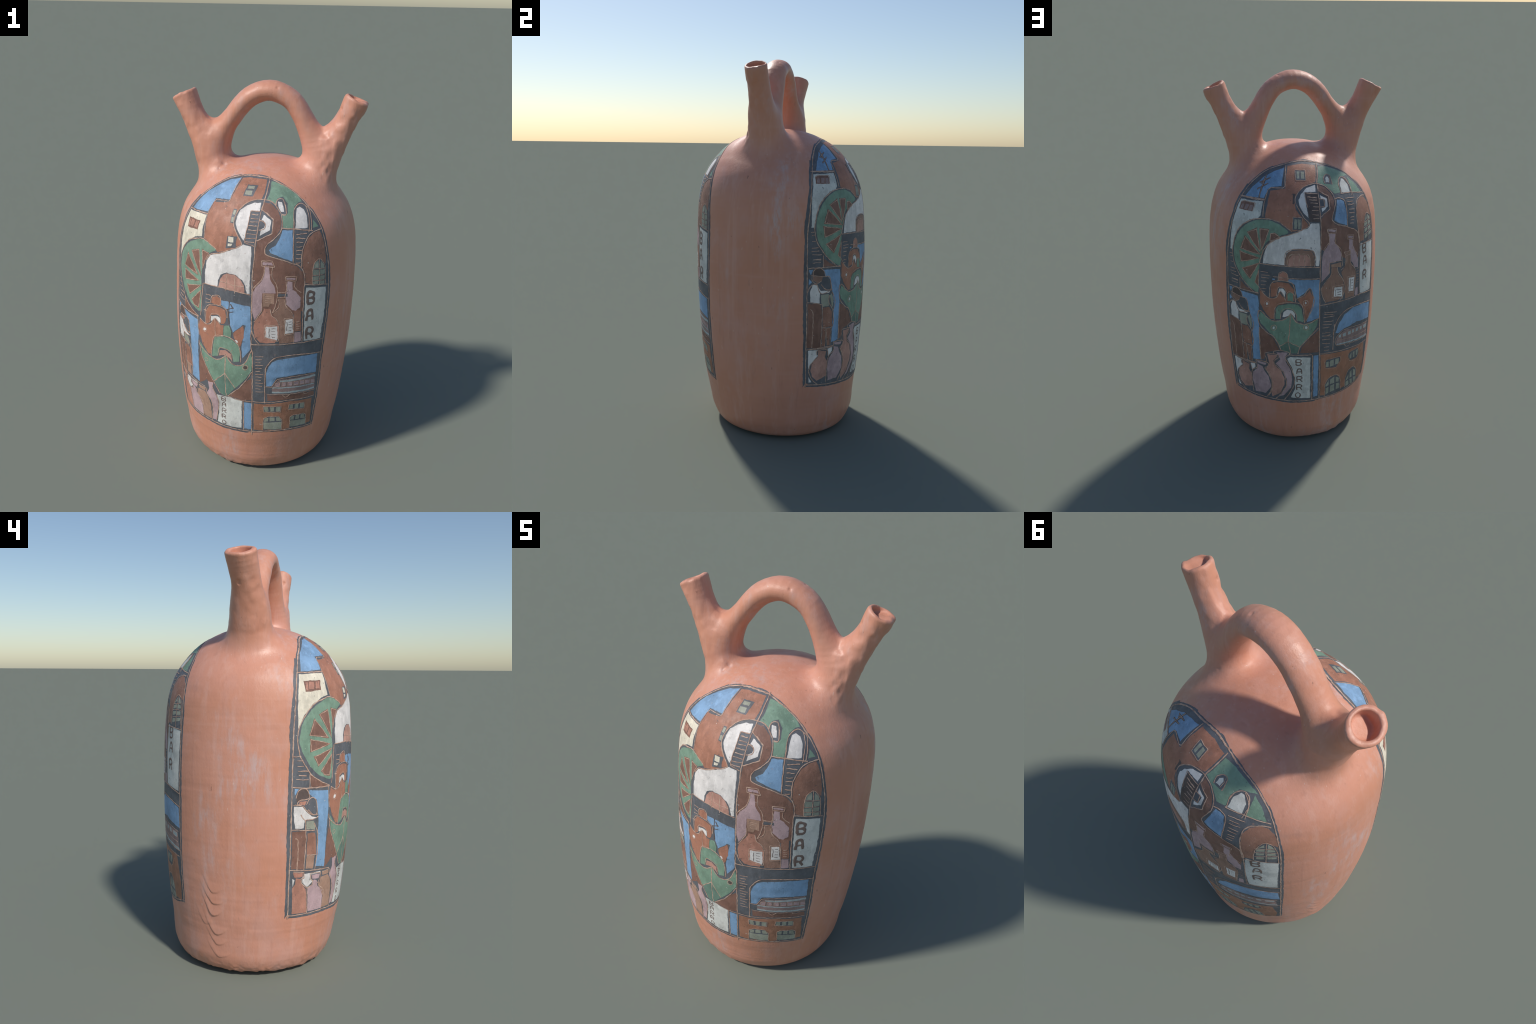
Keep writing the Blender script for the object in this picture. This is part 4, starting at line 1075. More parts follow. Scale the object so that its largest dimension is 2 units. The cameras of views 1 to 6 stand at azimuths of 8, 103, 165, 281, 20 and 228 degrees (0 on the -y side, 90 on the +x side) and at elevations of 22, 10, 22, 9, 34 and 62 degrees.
    k.patch('shutter_leaf', 'mauve', 3, [(-37.2, 138.9), (-35.3, 138.9), (-35.9, 136.4), (-37.7, 136.4)])
    k.line([(-43.6, 139.2), (-42, 140.2), (-34.9, 140.1), (-34.4, 139), (-35.3, 136.1)], 0.35, smooth=True)
    k.patch('wheel', 'green', 1, [(-15.3, 128), (-20.8, 131.8), (-26, 133), (-31.5, 132.5), (-36.6, 130.5), (-41.2, 126.3), (-43.9, 121.3), (-45, 115.4), (-44.1, 109), (-41.2, 103.6), (-37.2, 98.5), (-32.2, 95.5), (-30.4, 95.3), (-30, 107.1), (-28.4, 115.8), (-26.7, 121.7), (-19.9, 125.7)], smooth=True)
    k.patch('wheel_gap', 'brown', 2, [(-36.7, 125.7), (-31.7, 128.3), (-29.3, 117.1)])
    k.line([(-36.7, 125.7), (-31.7, 128.3), (-29.3, 117.1)], 0.4, closed=True)
    k.patch('wheel_gap', 'brown', 2, [(-29.8, 128.5), (-25.2, 128.4), (-25.9, 125.6), (-28.6, 118)])
    k.line([(-29.8, 128.5), (-25.2, 128.4), (-25.9, 125.6), (-28.6, 118)], 0.4, closed=True)
    k.patch('wheel_gap', 'brown', 2, [(-24.2, 126.8), (-22.2, 127.2), (-19.5, 125.4), (-24.4, 122.9)])
    k.line([(-24.2, 126.8), (-22.2, 127.2), (-19.5, 125.4), (-24.4, 122.9)], 0.4, closed=True)
    k.patch('wheel_gap', 'brown', 2, [(-37.8, 123.6), (-29.4, 115.8), (-40.4, 117)])
    k.line([(-37.8, 123.6), (-29.4, 115.8), (-40.4, 117)], 0.4, closed=True)
    k.patch('wheel_gap', 'brown', 2, [(-40.9, 115.5), (-29.9, 113.7), (-40, 110.1)])
    k.line([(-40.9, 115.5), (-29.9, 113.7), (-40, 110.1)], 0.4, closed=True)
    k.patch('wheel_gap', 'brown', 2, [(-39.5, 106.6), (-30.1, 110.9), (-35.1, 102.1)])
    k.line([(-39.5, 106.6), (-30.1, 110.9), (-35.1, 102.1)], 0.4, closed=True)
    k.patch('wheel_gap', 'brown', 2, [(-32.2, 100.3), (-30, 107.6), (-30.4, 98.8)])
    k.line([(-32.2, 100.3), (-30, 107.6), (-30.4, 98.8)], 0.4, closed=True)
    k.line([(-13.5, 128.1), (-19.7, 132.4), (-25.8, 133.6), (-32.6, 133), (-38.2, 130.4), (-42.7, 125.9), (-45.4, 118.4), (-45.8, 113.3), (-44.1, 106.8), (-40.2, 101.4), (-35.6, 97.1), (-33.3, 95.2), (-30.4, 94.2)], 0.5, smooth=True)
    k.patch('house', 'white', 1, [(-4.4, 131.4), (-3.3, 132), (0.7, 131.6), (1, 118.5), (0.2, 110.2), (-1.5, 110.4), (-1.7, 116.3), (-2.7, 118.5), (-6.8, 119.5), (-13.2, 119.2), (-16.2, 117.4), (-17.1, 111.4), (-27.9, 111.3), (-27.3, 116.2), (-25.8, 120.5), (-23.8, 122.6), (-18.7, 125.5), (-10.3, 128.3), (-5.4, 129.8)])
    k.patch('door', 'umber', 2, [(-16.4, 111.2), (-16.4, 115.3), (-14.9, 118.3), (-8.5, 119.2), (-3.4, 118.2), (-2.2, 115.3), (-2.6, 110.5)])
    k.patch('door_panel', 'salmon', 3, [(-15.1, 110.7), (-14.9, 114.3), (-13.2, 116.3), (-6, 116.5), (-4.5, 114.1), (-4.3, 110.7)])
    k.line([(-16.9, 111), (-16.7, 116.4), (-15.2, 118.7), (-10.9, 119.6), (-3.8, 118.8), (-1.9, 116.3), (-2.1, 110.3)], 0.45, smooth=True)
    k.line([(-15.6, 110.9), (-15.2, 114.6), (-13.2, 116.8), (-6.2, 116.8), (-4.3, 114.1), (-4, 110.5)], 0.4, smooth=True)
    k.line([(-12.2, 116.6), (-12.4, 110.8)], 0.4)
    k.line([(-9.7, 116.8), (-9.9, 110.6)], 0.4)
    k.line([(-7.2, 116.5), (-7, 109.9)], 0.4)
    k.line([(-4.7, 132.4), (-4.5, 131.1), (-6.1, 129.9), (-11.6, 127.7), (-18.7, 125.4), (-23.4, 122.8), (-26.8, 119.4), (-28.6, 115.3), (-29.7, 111)], 0.5, smooth=True)
    k.line([(-29.7, 111), (-16.9, 110.7), (0.8, 109.5)], 0.45)
    k.line([(-22.8, 104.8), (-14.9, 104.2), (0.6, 103.5)], 0.45)
    k.line([(-29, 106.8), (-25.2, 106.7)], 0.4)
    k.line([(-28.8, 104.9), (-24.6, 105.2)], 0.4)
    k.line([(-28.8, 103.7), (-24.9, 103.8)], 0.4)
    k.line([(-29, 101.6), (-26, 101.7)], 0.4)
    k.line([(-29.1, 99.5), (-26.4, 99.8)], 0.4)
    k.line([(-28.9, 97.5), (-26.2, 97.7)], 0.4)
    k.line([(-28.4, 96.1), (-26.8, 96.1)], 0.4)
    k.patch('guitar_body', 'white', 1, [(1.3, 148.8), (0.7, 145.8), (-6, 145.9), (-5.8, 143.4), (-5.6, 139.9), (-5, 134.5), (-7.7, 137.2), (-9.6, 140.3), (-9.9, 142.9), (-8.4, 145.2), (-4.6, 147.7)])
    k.patch('fretboard', 'dark', 2, [(-5.9, 145.5), (1.7, 145), (1.3, 132.3), (-4.3, 132.9), (-5.1, 138.7)])
    k.patch('guitar_body', 'white', 1, [(3.1, 144.5), (6.7, 142.7), (6.3, 139.1), (2.7, 136.8), (2.8, 138.8), (4.8, 139), (5.6, 142.2), (3.1, 143)])
    k.patch('guitar_body', 'brown', 1, [(3.5, 148.8), (7.5, 147.3), (10.4, 144.5), (11.4, 141), (10.2, 137.5), (8, 134.5), (8.1, 131.9), (10, 130), (16.9, 127.9), (21.7, 125.8), (24.8, 123), (25.8, 117.7), (25.1, 110.1), (18.2, 110.1), (9.5, 115.5), (1.5, 118.5), (1.6, 133.6), (6.9, 137.8), (7.5, 143.2), (2.7, 145.9)])
    k.line([(-4.7, 132.1), (-7.1, 134.7), (-10.2, 138.8), (-11.8, 142.1), (-11.4, 144.4), (-9, 146.6), (-4.9, 148.5), (0.8, 149.3), (4, 149), (8.1, 147.6), (11, 144.7), (11.7, 141), (10.2, 137.5), (8.4, 134.5), (8.3, 132.2), (10.8, 130.2), (16.9, 128), (22.7, 125.2), (25.1, 122.5), (25.8, 117.3)], 0.5, smooth=True)
    k.line([(2.8, 146.2), (8.1, 143.5), (7.3, 137.8), (1.7, 134.8)], 0.5)
    k.line([(2.2, 142.8), (4.7, 142.6), (4.6, 139.1), (-2, 139.6)], 0.4)
    k.line([(1.6, 145.1), (-6.7, 145.8), (-5.1, 139.3)], 0.4)
    k.line([(8.2, 156.9), (2.8, 149.6), (2.1, 145.4), (1.5, 138.3), (1.5, 128.7), (1, 113.2), (0.6, 98.6), (0.8, 87.2), (1, 69.2), (1.6, 50.9), (2.3, 30.2)], 0.5)
    k.line([(-4.9, 144), (0.7, 143.3)], 0.4)
    k.line([(-3.9, 142.7), (0.8, 142.3)], 0.4)
    k.line([(-3.3, 141.3), (0.9, 140.9)], 0.4)
    k.line([(-2.9, 138), (0.7, 137.7)], 0.4)
    k.line([(-2.9, 136), (0.6, 135.6)], 0.4)
    k.line([(-2.4, 134.2), (0.9, 133.9)], 0.4)
    k.patch('garden_wall', 'green', 1, [(8.6, 155.9), (16.6, 155.4), (25.2, 153.1), (31.3, 150.4), (21.9, 150.6), (18.3, 148.1), (17.5, 144.4), (12.7, 144.2), (8.8, 147.8), (3.4, 149.7)])
    k.patch('garden_wall', 'green', 1, [(29.6, 150), (33.2, 146.7), (35.4, 142), (26.8, 143.1), (28.3, 146.8)])
    k.patch('arched_window', 'slate', 2, [(7.9, 149.6), (9.1, 151.7), (12.6, 152.6), (14.9, 151.3), (13.5, 148.2), (8.7, 148.9)])
    k.patch('arched_pane', 'greywhite', 3, [(10.3, 151.1), (12.2, 151.7), (12.9, 150.7), (11.8, 149.1), (9.6, 149.4)])
    k.line([(8.5, 148.9), (8.9, 151.2), (12.2, 152.5), (14.6, 151.6), (13.5, 148.2)], 0.45, smooth=True)
    k.line([(13.2, 152), (13.3, 150.6), (12.3, 148.8)], 0.3, smooth=True)
    k.patch('arched_pane', 'greywhite', 2, [(19.6, 147.9), (22.9, 149.8), (24.6, 149.4), (26, 146.8), (24.8, 143.4), (18.2, 144.2)])
    k.line([(17.5, 143.7), (18.3, 147.5), (21.4, 149.9), (25.1, 150.3), (27.5, 147.8), (26.3, 141.7)], 0.5, smooth=True)
    k.line([(24.9, 150.1), (27.3, 146.6), (24.8, 142)], 0.35, smooth=True)
    k.line([(17.1, 143.9), (26.8, 143.1), (37.3, 141.2)], 0.45)
    k.patch('pond', 'blue', 1, [(13.2, 141.6), (15.7, 141.3), (17.5, 140.3), (17.9, 136.4), (17.2, 128.8), (12.6, 130.3), (9.3, 132.1), (10.7, 135.8)])
    k.line([(12.2, 142.2), (16.4, 141.7), (18.1, 139.9), (18.1, 135.3), (17.3, 127.8)], 0.5, smooth=True)
    k.line([(19.3, 141.3), (26.8, 140.7)], 0.4)
    k.line([(20.1, 139.6), (24.5, 139.1)], 0.4)
    k.line([(20, 138.1), (24.8, 137.8)], 0.4)
    k.line([(20.1, 136), (24.1, 135.4)], 0.4)
    k.line([(19.6, 134.3), (23.6, 133.8)], 0.4)
    k.line([(19.9, 132.2), (22.8, 131.8)], 0.4)
    k.line([(19.9, 130.7), (22.8, 130.4)], 0.4)
    k.line([(19.4, 129.1), (22, 128.9)], 0.4)
    k.patch('doorway', 'rust', 1, [(36, 139.2), (38.5, 136.2), (40.5, 131.5), (39.8, 128.8), (35.4, 131), (32.5, 129.9), (30.5, 125.1), (30, 118), (26.4, 117.9), (25.1, 126.5), (25.8, 134.9), (28.4, 138.4), (33.2, 140.1)])
    k.line([(37.4, 139.6), (33.2, 140.1), (27.9, 138.8), (25.5, 135), (25, 128.2), (26.4, 117.5)], 0.5, smooth=True)
    k.patch('lattice', 'slate', 2, [(30.5, 117.8), (31, 124), (32.6, 129), (35.3, 131.1), (37.9, 128.9), (39.5, 124.3), (39.9, 117.6), (35.4, 116.1)])
    k.patch('lattice_pane', 'olive', 3, [(32.2, 127.8), (34.7, 130.1), (34.7, 128.2), (32, 127.2)])
    k.patch('lattice_pane', 'olive', 3, [(36, 130.2), (37.9, 128.4), (38.5, 127.3), (36, 127.8)])
    k.patch('lattice_pane', 'olive', 3, [(31.6, 126.2), (34.7, 127.1), (34.7, 125.4), (31.4, 124.7)])
    k.patch('lattice_pane', 'olive', 3, [(35.9, 127), (38.5, 126.4), (38.8, 125), (35.8, 124.9)])
    k.patch('lattice_pane', 'olive', 3, [(31.4, 123.5), (34.4, 123.8), (34.3, 122.2), (31.2, 121.5)])
    k.patch('lattice_pane', 'olive', 3, [(35.8, 123.6), (38.9, 123.7), (39.1, 122.1), (35.7, 121.8)])
    k.patch('lattice_pane', 'olive', 3, [(31.3, 120.1), (34.5, 120.5), (34.4, 118.8), (31.1, 118.4)])
    k.patch('lattice_pane', 'olive', 3, [(35.7, 120.7), (39.4, 120.7), (39.3, 119.4), (35.6, 119)])
    k.line([(30.2, 117.4), (30.5, 123.2), (32.3, 128.9), (35.3, 131.2), (38.2, 128.9), (39.8, 123), (39.9, 115.5)], 0.4, smooth=True)
    k.line([(35.4, 131.1), (35.1, 116.1)], 0.4)
    k.line([(30.8, 126.9), (38.8, 127.2)], 0.3)
    k.line([(30.8, 124.2), (39.4, 124.3)], 0.3)
    k.line([(30.6, 120.6), (39.7, 121.6)], 0.3)
    k.patch('sign', 'greywhite', 1, [(27, 117), (40, 114.9), (39.6, 103.4), (39, 86.8), (27.1, 88.8), (26.1, 104.1)])
    k.letter('B', (30.9, 113.4), 1.7, 2.3, 1)
    k.letter('A', (31.3, 106.5), 1.7, 2.3, 1)
    k.letter('R', (31.3, 98.4), 1.7, 2.3, 1)
    k.line([(26, 116.1), (30.9, 116.2), (40.5, 115.4)], 0.4)
    k.line([(25, 124.6), (26.3, 115.9), (26.2, 87.7)], 0.45)
    k.patch('bottle', 'pink', 2, [(5.9, 126.2), (9.3, 125.7), (8.8, 122), (11.2, 118.5), (13, 114.9), (12.8, 111.3), (6.3, 111), (6, 105.6), (1.5, 101.5), (1.9, 114.9), (3, 117.9), (5.7, 121.1)])
    k.patch('bottle_cap', 'pink', 2, [(5.5, 128.3), (9.8, 127.7), (9.3, 126.6), (5.6, 127.3)])
    k.line([(4.7, 128.5), (10, 128.2), (10.1, 125.9), (5.4, 126.4)], 0.4, closed=True)
    k.line([(5.7, 126), (5.6, 120.7), (5.3, 121.5), (2.6, 118)], 0.4, smooth=True)
    k.line([(9.5, 125.5), (9.2, 120.9), (9.6, 120.5), (12.8, 116.4), (13.4, 108.2)], 0.4, smooth=True)
    k.patch('bottle', 'pink', 2, [(18.2, 121.3), (20.6, 120.7), (20.8, 117.5), (23.4, 112.4), (24.8, 108.7), (24.6, 104.6), (22.3, 105.2), (19.2, 109.4), (18.8, 114.7), (17.8, 116.4)])
    k.patch('bottle_cap', 'pink', 2, [(17.5, 123.2), (21, 122.6), (20.7, 121.6), (17.7, 122.1)])
    k.line([(17.1, 123.7), (21.5, 122.9), (21.2, 121), (17.2, 121.7)], 0.4, closed=True)
    k.line([(20.9, 120.5), (20.5, 115.7), (21.3, 115.9), (24.5, 111.4)], 0.4, smooth=True)
    k.patch('label', 'tan', 3, [(6.7, 110.3), (12.6, 110.3), (12.8, 107.6), (6.9, 108.8)])
    k.line([(5.8, 105.3), (6, 111.1), (13.2, 111.4)], 0.4)
    k.patch('bottle', 'umber', 3, [(7.1, 108.6), (10.3, 108), (10.7, 104.7), (13.8, 100.3), (14.5, 96.7), (14, 92.2), (11.4, 89.8), (4.3, 89.7), (2, 94.7), (1.7, 97.7), (4.1, 101.1), (7.1, 104.3)])
    k.line([(7.3, 108.7), (6.7, 104.4), (3.7, 101.2), (1.6, 97.7), (2, 93.9), (3.9, 89.4)], 0.45, smooth=True)
    k.line([(10.5, 108.1), (11.1, 104.7), (14.2, 100.2), (15.2, 95.8), (14, 91.5), (12.3, 89.2)], 0.45, smooth=True)
    k.patch('label', 'white', 4, [(8.8, 97.3), (13.6, 96.7), (13.6, 91.2), (8.5, 92.2)])
    k.line([(7.8, 98.2), (14.5, 97.7), (14, 89.9), (7.5, 91.8)], 0.35, closed=True)
    k.stroke([(9.6, 95.9), (9.5, 92.5)], 0.45)
    k.stroke([(10.5, 95.6), (13, 95.4)], 0.45)
    k.stroke([(10.5, 94.2), (12.8, 93.9)], 0.45)
    k.stroke([(10.5, 92.9), (12.6, 92.6)], 0.45)
    k.patch('bottle', 'umber', 2, [(15.9, 113.2), (18.5, 112.8), (18.7, 108.5), (21.8, 104.2), (22.7, 101.3), (22.2, 93.8), (21.8, 89.2), (15.4, 89.5), (15.2, 97.7), (12.8, 105), (15, 107.1)])
    k.patch('bottle_cap', 'umber', 2, [(15, 115), (19, 114.7), (18.5, 113.3), (15.5, 113.6)])
    k.line([(14.6, 115.1), (19, 115.2), (19.2, 113.5), (15.9, 113)], 0.4, closed=True)
    k.line([(15.4, 113.1), (15.4, 108.1), (12.4, 105.9)], 0.4, smooth=True)
    k.line([(19, 112.8), (18.7, 108.8), (22.1, 104.6), (23, 101.2), (21.8, 89.2)], 0.4, smooth=True)
    k.patch('label', 'white', 4, [(17.9, 100.4), (21.7, 100.1), (21.4, 92.3), (17.9, 92.9)])
    k.line([(16.9, 101.4), (22.2, 100.7), (21.7, 91.2), (17.4, 92.3)], 0.35, closed=True)
    k.stroke([(18.9, 99.8), (18.8, 93.6)], 0.4)
    k.stroke([(19.6, 98.8), (20.9, 98.6)], 0.4)
    k.stroke([(19.7, 97.2), (20.9, 97)], 0.4)
    k.stroke([(19.7, 95.7), (20.9, 95.4)], 0.4)
    k.stroke([(19.5, 94), (20.8, 93.8)], 0.4)
    k.line([(23.5, 104.2), (25.2, 104)], 0.3)
    k.line([(23.5, 102.6), (25.2, 102.5)], 0.3)
    k.line([(23.5, 101.1), (25.3, 100.9)], 0.3)
    k.line([(23.6, 99.5), (25.3, 99.4)], 0.3)
    k.line([(23.6, 98), (25.4, 97.8)], 0.3)
    k.line([(23.7, 96.4), (25.4, 96.2)], 0.3)
    k.patch('bottle', 'pink', 2, [(23.3, 93.4), (25, 93.3), (24.9, 88.9), (22.6, 89.1)])
    k.line([(1.1, 88.5), (9.8, 88.8), (18.8, 88.6), (27.1, 88.6), (41, 85.5)], 0.5)
    k.patch('sky', 'blue', 1, [(39, 79.1), (39.9, 69.2), (25.3, 72.6), (15.8, 71.8), (12.2, 69.9), (10.3, 70.3), (12, 75.3), (15.8, 80.3), (21.7, 82.5), (29.6, 81.6)])
    k.line([(40.2, 79.5), (27.5, 82.6), (18, 82.8), (12.6, 80), (9.8, 75.1), (8.8, 69.6)], 0.5, smooth=True)
    k.line([(9.4, 76.2), (9.1, 60.5)], 0.5)
    k.patch('tram', 'mauve', 1, [(10.8, 65.1), (12.3, 68.9), (17.3, 70.6), (37.6, 67), (38.5, 59.2), (20.5, 62.8), (11.3, 62.8)])
    k.patch('tram_window', 'paleblue', 2, [(12.5, 68.4), (14.1, 68.9), (14, 66.9), (12.4, 66.9)])
    k.line([(12.5, 68.4), (14.1, 68.9), (14, 66.9), (12.4, 66.9)], 0.22, closed=True)
    k.patch('tram_window', 'paleblue', 2, [(15, 68.7), (17.4, 68.9), (17.5, 66.6), (15.1, 66.8)])
    k.line([(15, 68.7), (17.4, 68.9), (17.5, 66.6), (15.1, 66.8)], 0.22, closed=True)
    k.patch('tram_window', 'paleblue', 2, [(18.9, 68.8), (21, 68.7), (21.1, 66.6), (18.8, 66.8)])
    k.line([(18.9, 68.8), (21, 68.7), (21.1, 66.6), (18.8, 66.8)], 0.22, closed=True)
    k.patch('tram_window', 'paleblue', 2, [(21.8, 68.8), (23.8, 68.7), (23.8, 66.6), (21.9, 66.8)])
    k.line([(21.8, 68.8), (23.8, 68.7), (23.8, 66.6), (21.9, 66.8)], 0.22, closed=True)
    k.patch('tram_window', 'paleblue', 2, [(25.1, 68.4), (27.6, 68.2), (27.6, 66.1), (25.2, 66.5)])
    k.line([(25.1, 68.4), (27.6, 68.2), (27.6, 66.1), (25.2, 66.5)], 0.22, closed=True)
    k.patch('tram_window', 'paleblue', 2, [(29, 67.9), (31.3, 67.5), (31.4, 65.5), (29.2, 65.9)])
    k.line([(29, 67.9), (31.3, 67.5), (31.4, 65.5), (29.2, 65.9)], 0.22, closed=True)
    k.patch('tram_window', 'paleblue', 2, [(32.9, 67.2), (37.2, 66.4), (37.2, 64.2), (33.1, 65.2)])
    k.line([(32.9, 67.2), (37.2, 66.4), (37.2, 64.2), (33.1, 65.2)], 0.22, closed=True)
    k.line([(10.9, 63), (10.3, 66.1), (12.7, 69.6), (18.8, 71), (38.6, 67.4)], 0.4, smooth=True)
    k.line([(11.2, 65.8), (20.3, 64.7), (37.7, 62.2)], 0.35)
    k.patch('tram_trim', 'paleblue', 2, [(11.3, 63.7), (23.4, 62.1), (38.4, 59.5), (38.7, 58.4), (23.5, 61.2), (11.3, 62.9)])
    k.line([(10.9, 62.8), (23.6, 60.7), (40.1, 58)], 0.4)
    k.line([(16, 62.2), (18.2, 60), (20.3, 59.8), (20.7, 61.2)], 0.35, smooth=True)
    k.line([(3.3, 83.7), (10.4, 83.2)], 0.4)
    k.line([(3.3, 82.9), (8.4, 82.1)], 0.4)
    k.line([(2.9, 81), (9.2, 81.1)], 0.4)
    k.line([(3, 78.8), (8.5, 78.2)], 0.4)
    k.line([(2.5, 77.1), (7.7, 76.4)], 0.4)
    k.line([(2.5, 75.1), (6.6, 74.9)], 0.4)
    k.line([(2.4, 72.2), (7.1, 71.7)], 0.4)
    k.line([(3.6, 70), (6.8, 69.7)], 0.4)
    k.line([(2.5, 70.4), (7.2, 70.2)], 0.4)
    k.line([(2.5, 68.1), (7.3, 67.7)], 0.4)
    k.line([(2.6, 65.8), (7.2, 65)], 0.4)
    k.line([(3.7, 63.3), (6.7, 63)], 0.4)
    k.line([(3.7, 61.3), (6.8, 61.1)], 0.4)
    k.patch('building', 'orange', 1, [(2, 58.9), (11.2, 58.2), (21.2, 56.9), (35.9, 55.4), (38.1, 41.4), (37.3, 32.9), (29, 33.7), (16.7, 32.6), (5.3, 31.4), (3, 32)])
    k.line([(1.7, 59.6), (11.2, 59), (24, 57.5), (38.6, 55.2)], 0.45)
    k.patch('window', 'slate', 2, [(5, 52.9), (5.5, 54.9), (14.3, 54.6), (14.5, 51.9), (12, 48.7), (5.3, 49.9)])
    k.line([(4.7, 50.7), (4.9, 54.6), (8, 55), (14, 54.9), (14.8, 51.8), (12.4, 48.6), (6.2, 49.3)], 0.35, smooth=True, closed=True)
    k.patch('window_pane', 'olive', 3, [(5.5, 53.6), (7, 53.9), (7, 50.2), (5.5, 50.5)])
    k.patch('window_pane', 'olive', 3, [(8, 53.9), (10.2, 54.1), (10.3, 50.1), (7.9, 50.1)])
    k.patch('window_pane', 'olive', 3, [(11.1, 53.9), (13.6, 53.9), (13.5, 50.5), (11.2, 50.3)])
    k.patch('window', 'slate', 2, [(21.1, 51.2), (21, 53.9), (22.6, 55), (29.1, 54.4), (30.5, 51.1), (28.8, 48.3), (22.8, 49.2)])
    k.line([(20.8, 50.9), (20.9, 54.4), (25, 54.9), (29.4, 54.5), (31, 50.4), (27.4, 48), (22.9, 48.7)], 0.35, smooth=True, closed=True)
    k.patch('window_pane', 'olive', 3, [(21.7, 52.7), (23.3, 53.8), (23.5, 50.2), (21.9, 50.4)])
    k.patch('window_pane', 'olive', 3, [(24.5, 53.8), (26.1, 53.7), (26.4, 49.8), (24.8, 50.1)])
    k.patch('window_pane', 'olive', 3, [(27.2, 53.5), (29.3, 53.4), (29.5, 50.2), (27.6, 50)])
    k.patch('window', 'slate', 2, [(6, 30.7), (5.6, 38.8), (7.9, 42.7), (12.4, 43.4), (15.4, 40.8), (16.8, 31.9)])
    k.line([(6, 30.7), (5.6, 38.8), (7.9, 42.7), (12.4, 43.4), (15.4, 40.8), (16.8, 31.9)], 0.4, smooth=True)
    k.patch('window', 'slate', 2, [(20.4, 31.8), (20, 38), (21.9, 42.8), (26.2, 43.6), (29.8, 40.1), (31.3, 32.3)])
    k.line([(20.4, 31.8), (20, 38), (21.9, 42.8), (26.2, 43.6), (29.8, 40.1), (31.3, 32.3)], 0.4, smooth=True)
    k.patch('window_pane', 'olive', 3, [(6.1, 38.2), (7.8, 41.4), (7.9, 37.7), (6.2, 37)])
    k.patch('window_pane', 'olive', 3, [(8.7, 41.6), (11.4, 42.4), (11.7, 38.4), (9, 38.1)])
    k.patch('window_pane', 'olive', 3, [(12.6, 42.2), (14.7, 40.6), (15.2, 38.1), (12.9, 38.4)])
    k.patch('window_pane', 'olive', 3, [(6.2, 36.1), (8.2, 36.5), (8.3, 32.4), (6.6, 31.8)])
    k.patch('window_pane', 'olive', 3, [(9.1, 36.9), (11.8, 37.4), (12.3, 33.1), (9.4, 32.8)])
    k.patch('window_pane', 'olive', 3, [(13, 37.5), (15.3, 37.1), (15.8, 33.2), (13.5, 33.4)])
    k.patch('window_pane', 'olive', 3, [(20.8, 36.8), (22.4, 39.8), (22.9, 36.8), (20.9, 36.1)])
    k.patch('window_pane', 'olive', 3, [(23.5, 40.7), (25.2, 41.8), (26.1, 36.7), (24.2, 36.7)])
    k.patch('window_pane', 'olive', 3, [(26.6, 41.6), (29, 40), (29.9, 36.3), (27.5, 36.8)])
    k.patch('window_pane', 'olive', 3, [(20.7, 35.4), (23.1, 35.6), (23.7, 32.5), (21.1, 32.7)])
    k.patch('window_pane', 'olive', 3, [(24.4, 35.7), (26.4, 35.4), (27.2, 32), (25, 32.3)])
    k.patch('window_pane', 'olive', 3, [(27.8, 35.7), (30.2, 35), (30.9, 32.3), (28.6, 32)])
    k.patch('sky', 'blue', 1, [(-2.1, 59), (0.7, 59.1), (1.3, 32.3), (-1.2, 31.9)])
    k.line([(-2.6, 59.7), (-2.1, 30.3)], 0.5)
    k.patch('sign', 'greywhite', 1, [(-16.1, 57.9), (-14.4, 59), (-3.8, 58.3), (-3, 31.4), (-14.2, 32.3), (-11.9, 38), (-11.7, 44.3), (-13.4, 52.3)])
    k.line([(-15.1, 60.3), (-2.9, 59.9)], 0.5)
    k.letter('B', (-9.9, 55.5), 1.4, 1.65, 0.7)
    k.letter('A', (-9.5, 49.8), 1.4, 1.65, 0.7)
    k.letter('R', (-9.3, 44.7), 1.4, 1.65, 0.7)
    k.letter('R', (-9.4, 39.3), 1.4, 1.65, 0.7)
    k.letter('O', (-10.2, 34), 1.4, 1.65, 0.7)
    k.patch('wall', 'white', 1, [(-48.4, 51.7), (-42.9, 51.5), (-43.5, 49.5), (-42.7, 48.2), (-46.2, 44.1), (-47.8, 41.3)])
    k.patch('wall', 'white', 1, [(-36.9, 51.4), (-34, 51.6), (-33.8, 49.9), (-36.2, 47)])
    k.patch('wall', 'white', 1, [(-47.4, 36.9), (-45.6, 33.5), (-47.1, 33.7)])
    k.patch('bottle', 'salmon', 2, [(-42.6, 50.8), (-37.8, 50.4), (-38.1, 46.8), (-36.8, 44.7), (-36.6, 36.3), (-42.5, 34.1), (-45.3, 36.7), (-46.5, 40.7), (-45.7, 44.5), (-42.6, 47.5)])
    k.line([(-43.5, 48.8), (-42.9, 51.2), (-37.3, 50.7), (-36.5, 47.5)], 0.4, smooth=True)
    k.line([(-42.9, 47.7), (-46.4, 44.1), (-47.4, 39.8), (-45.2, 35.2), (-41.8, 32)], 0.45, smooth=True)
    k.patch('bottle', 'pink', 2, [(-32.5, 52.1), (-29.6, 51.2), (-29, 48.9), (-26.4, 45.4), (-25.3, 38.3), (-28.6, 33.6), (-35.1, 33.3), (-36.2, 41.1), (-35.8, 45.9), (-33.1, 48.8)])
    k.patch('bottle_cap', 'pink', 2, [(-32.7, 54.2), (-27.1, 53.6), (-27.7, 52.3), (-32.3, 53)])
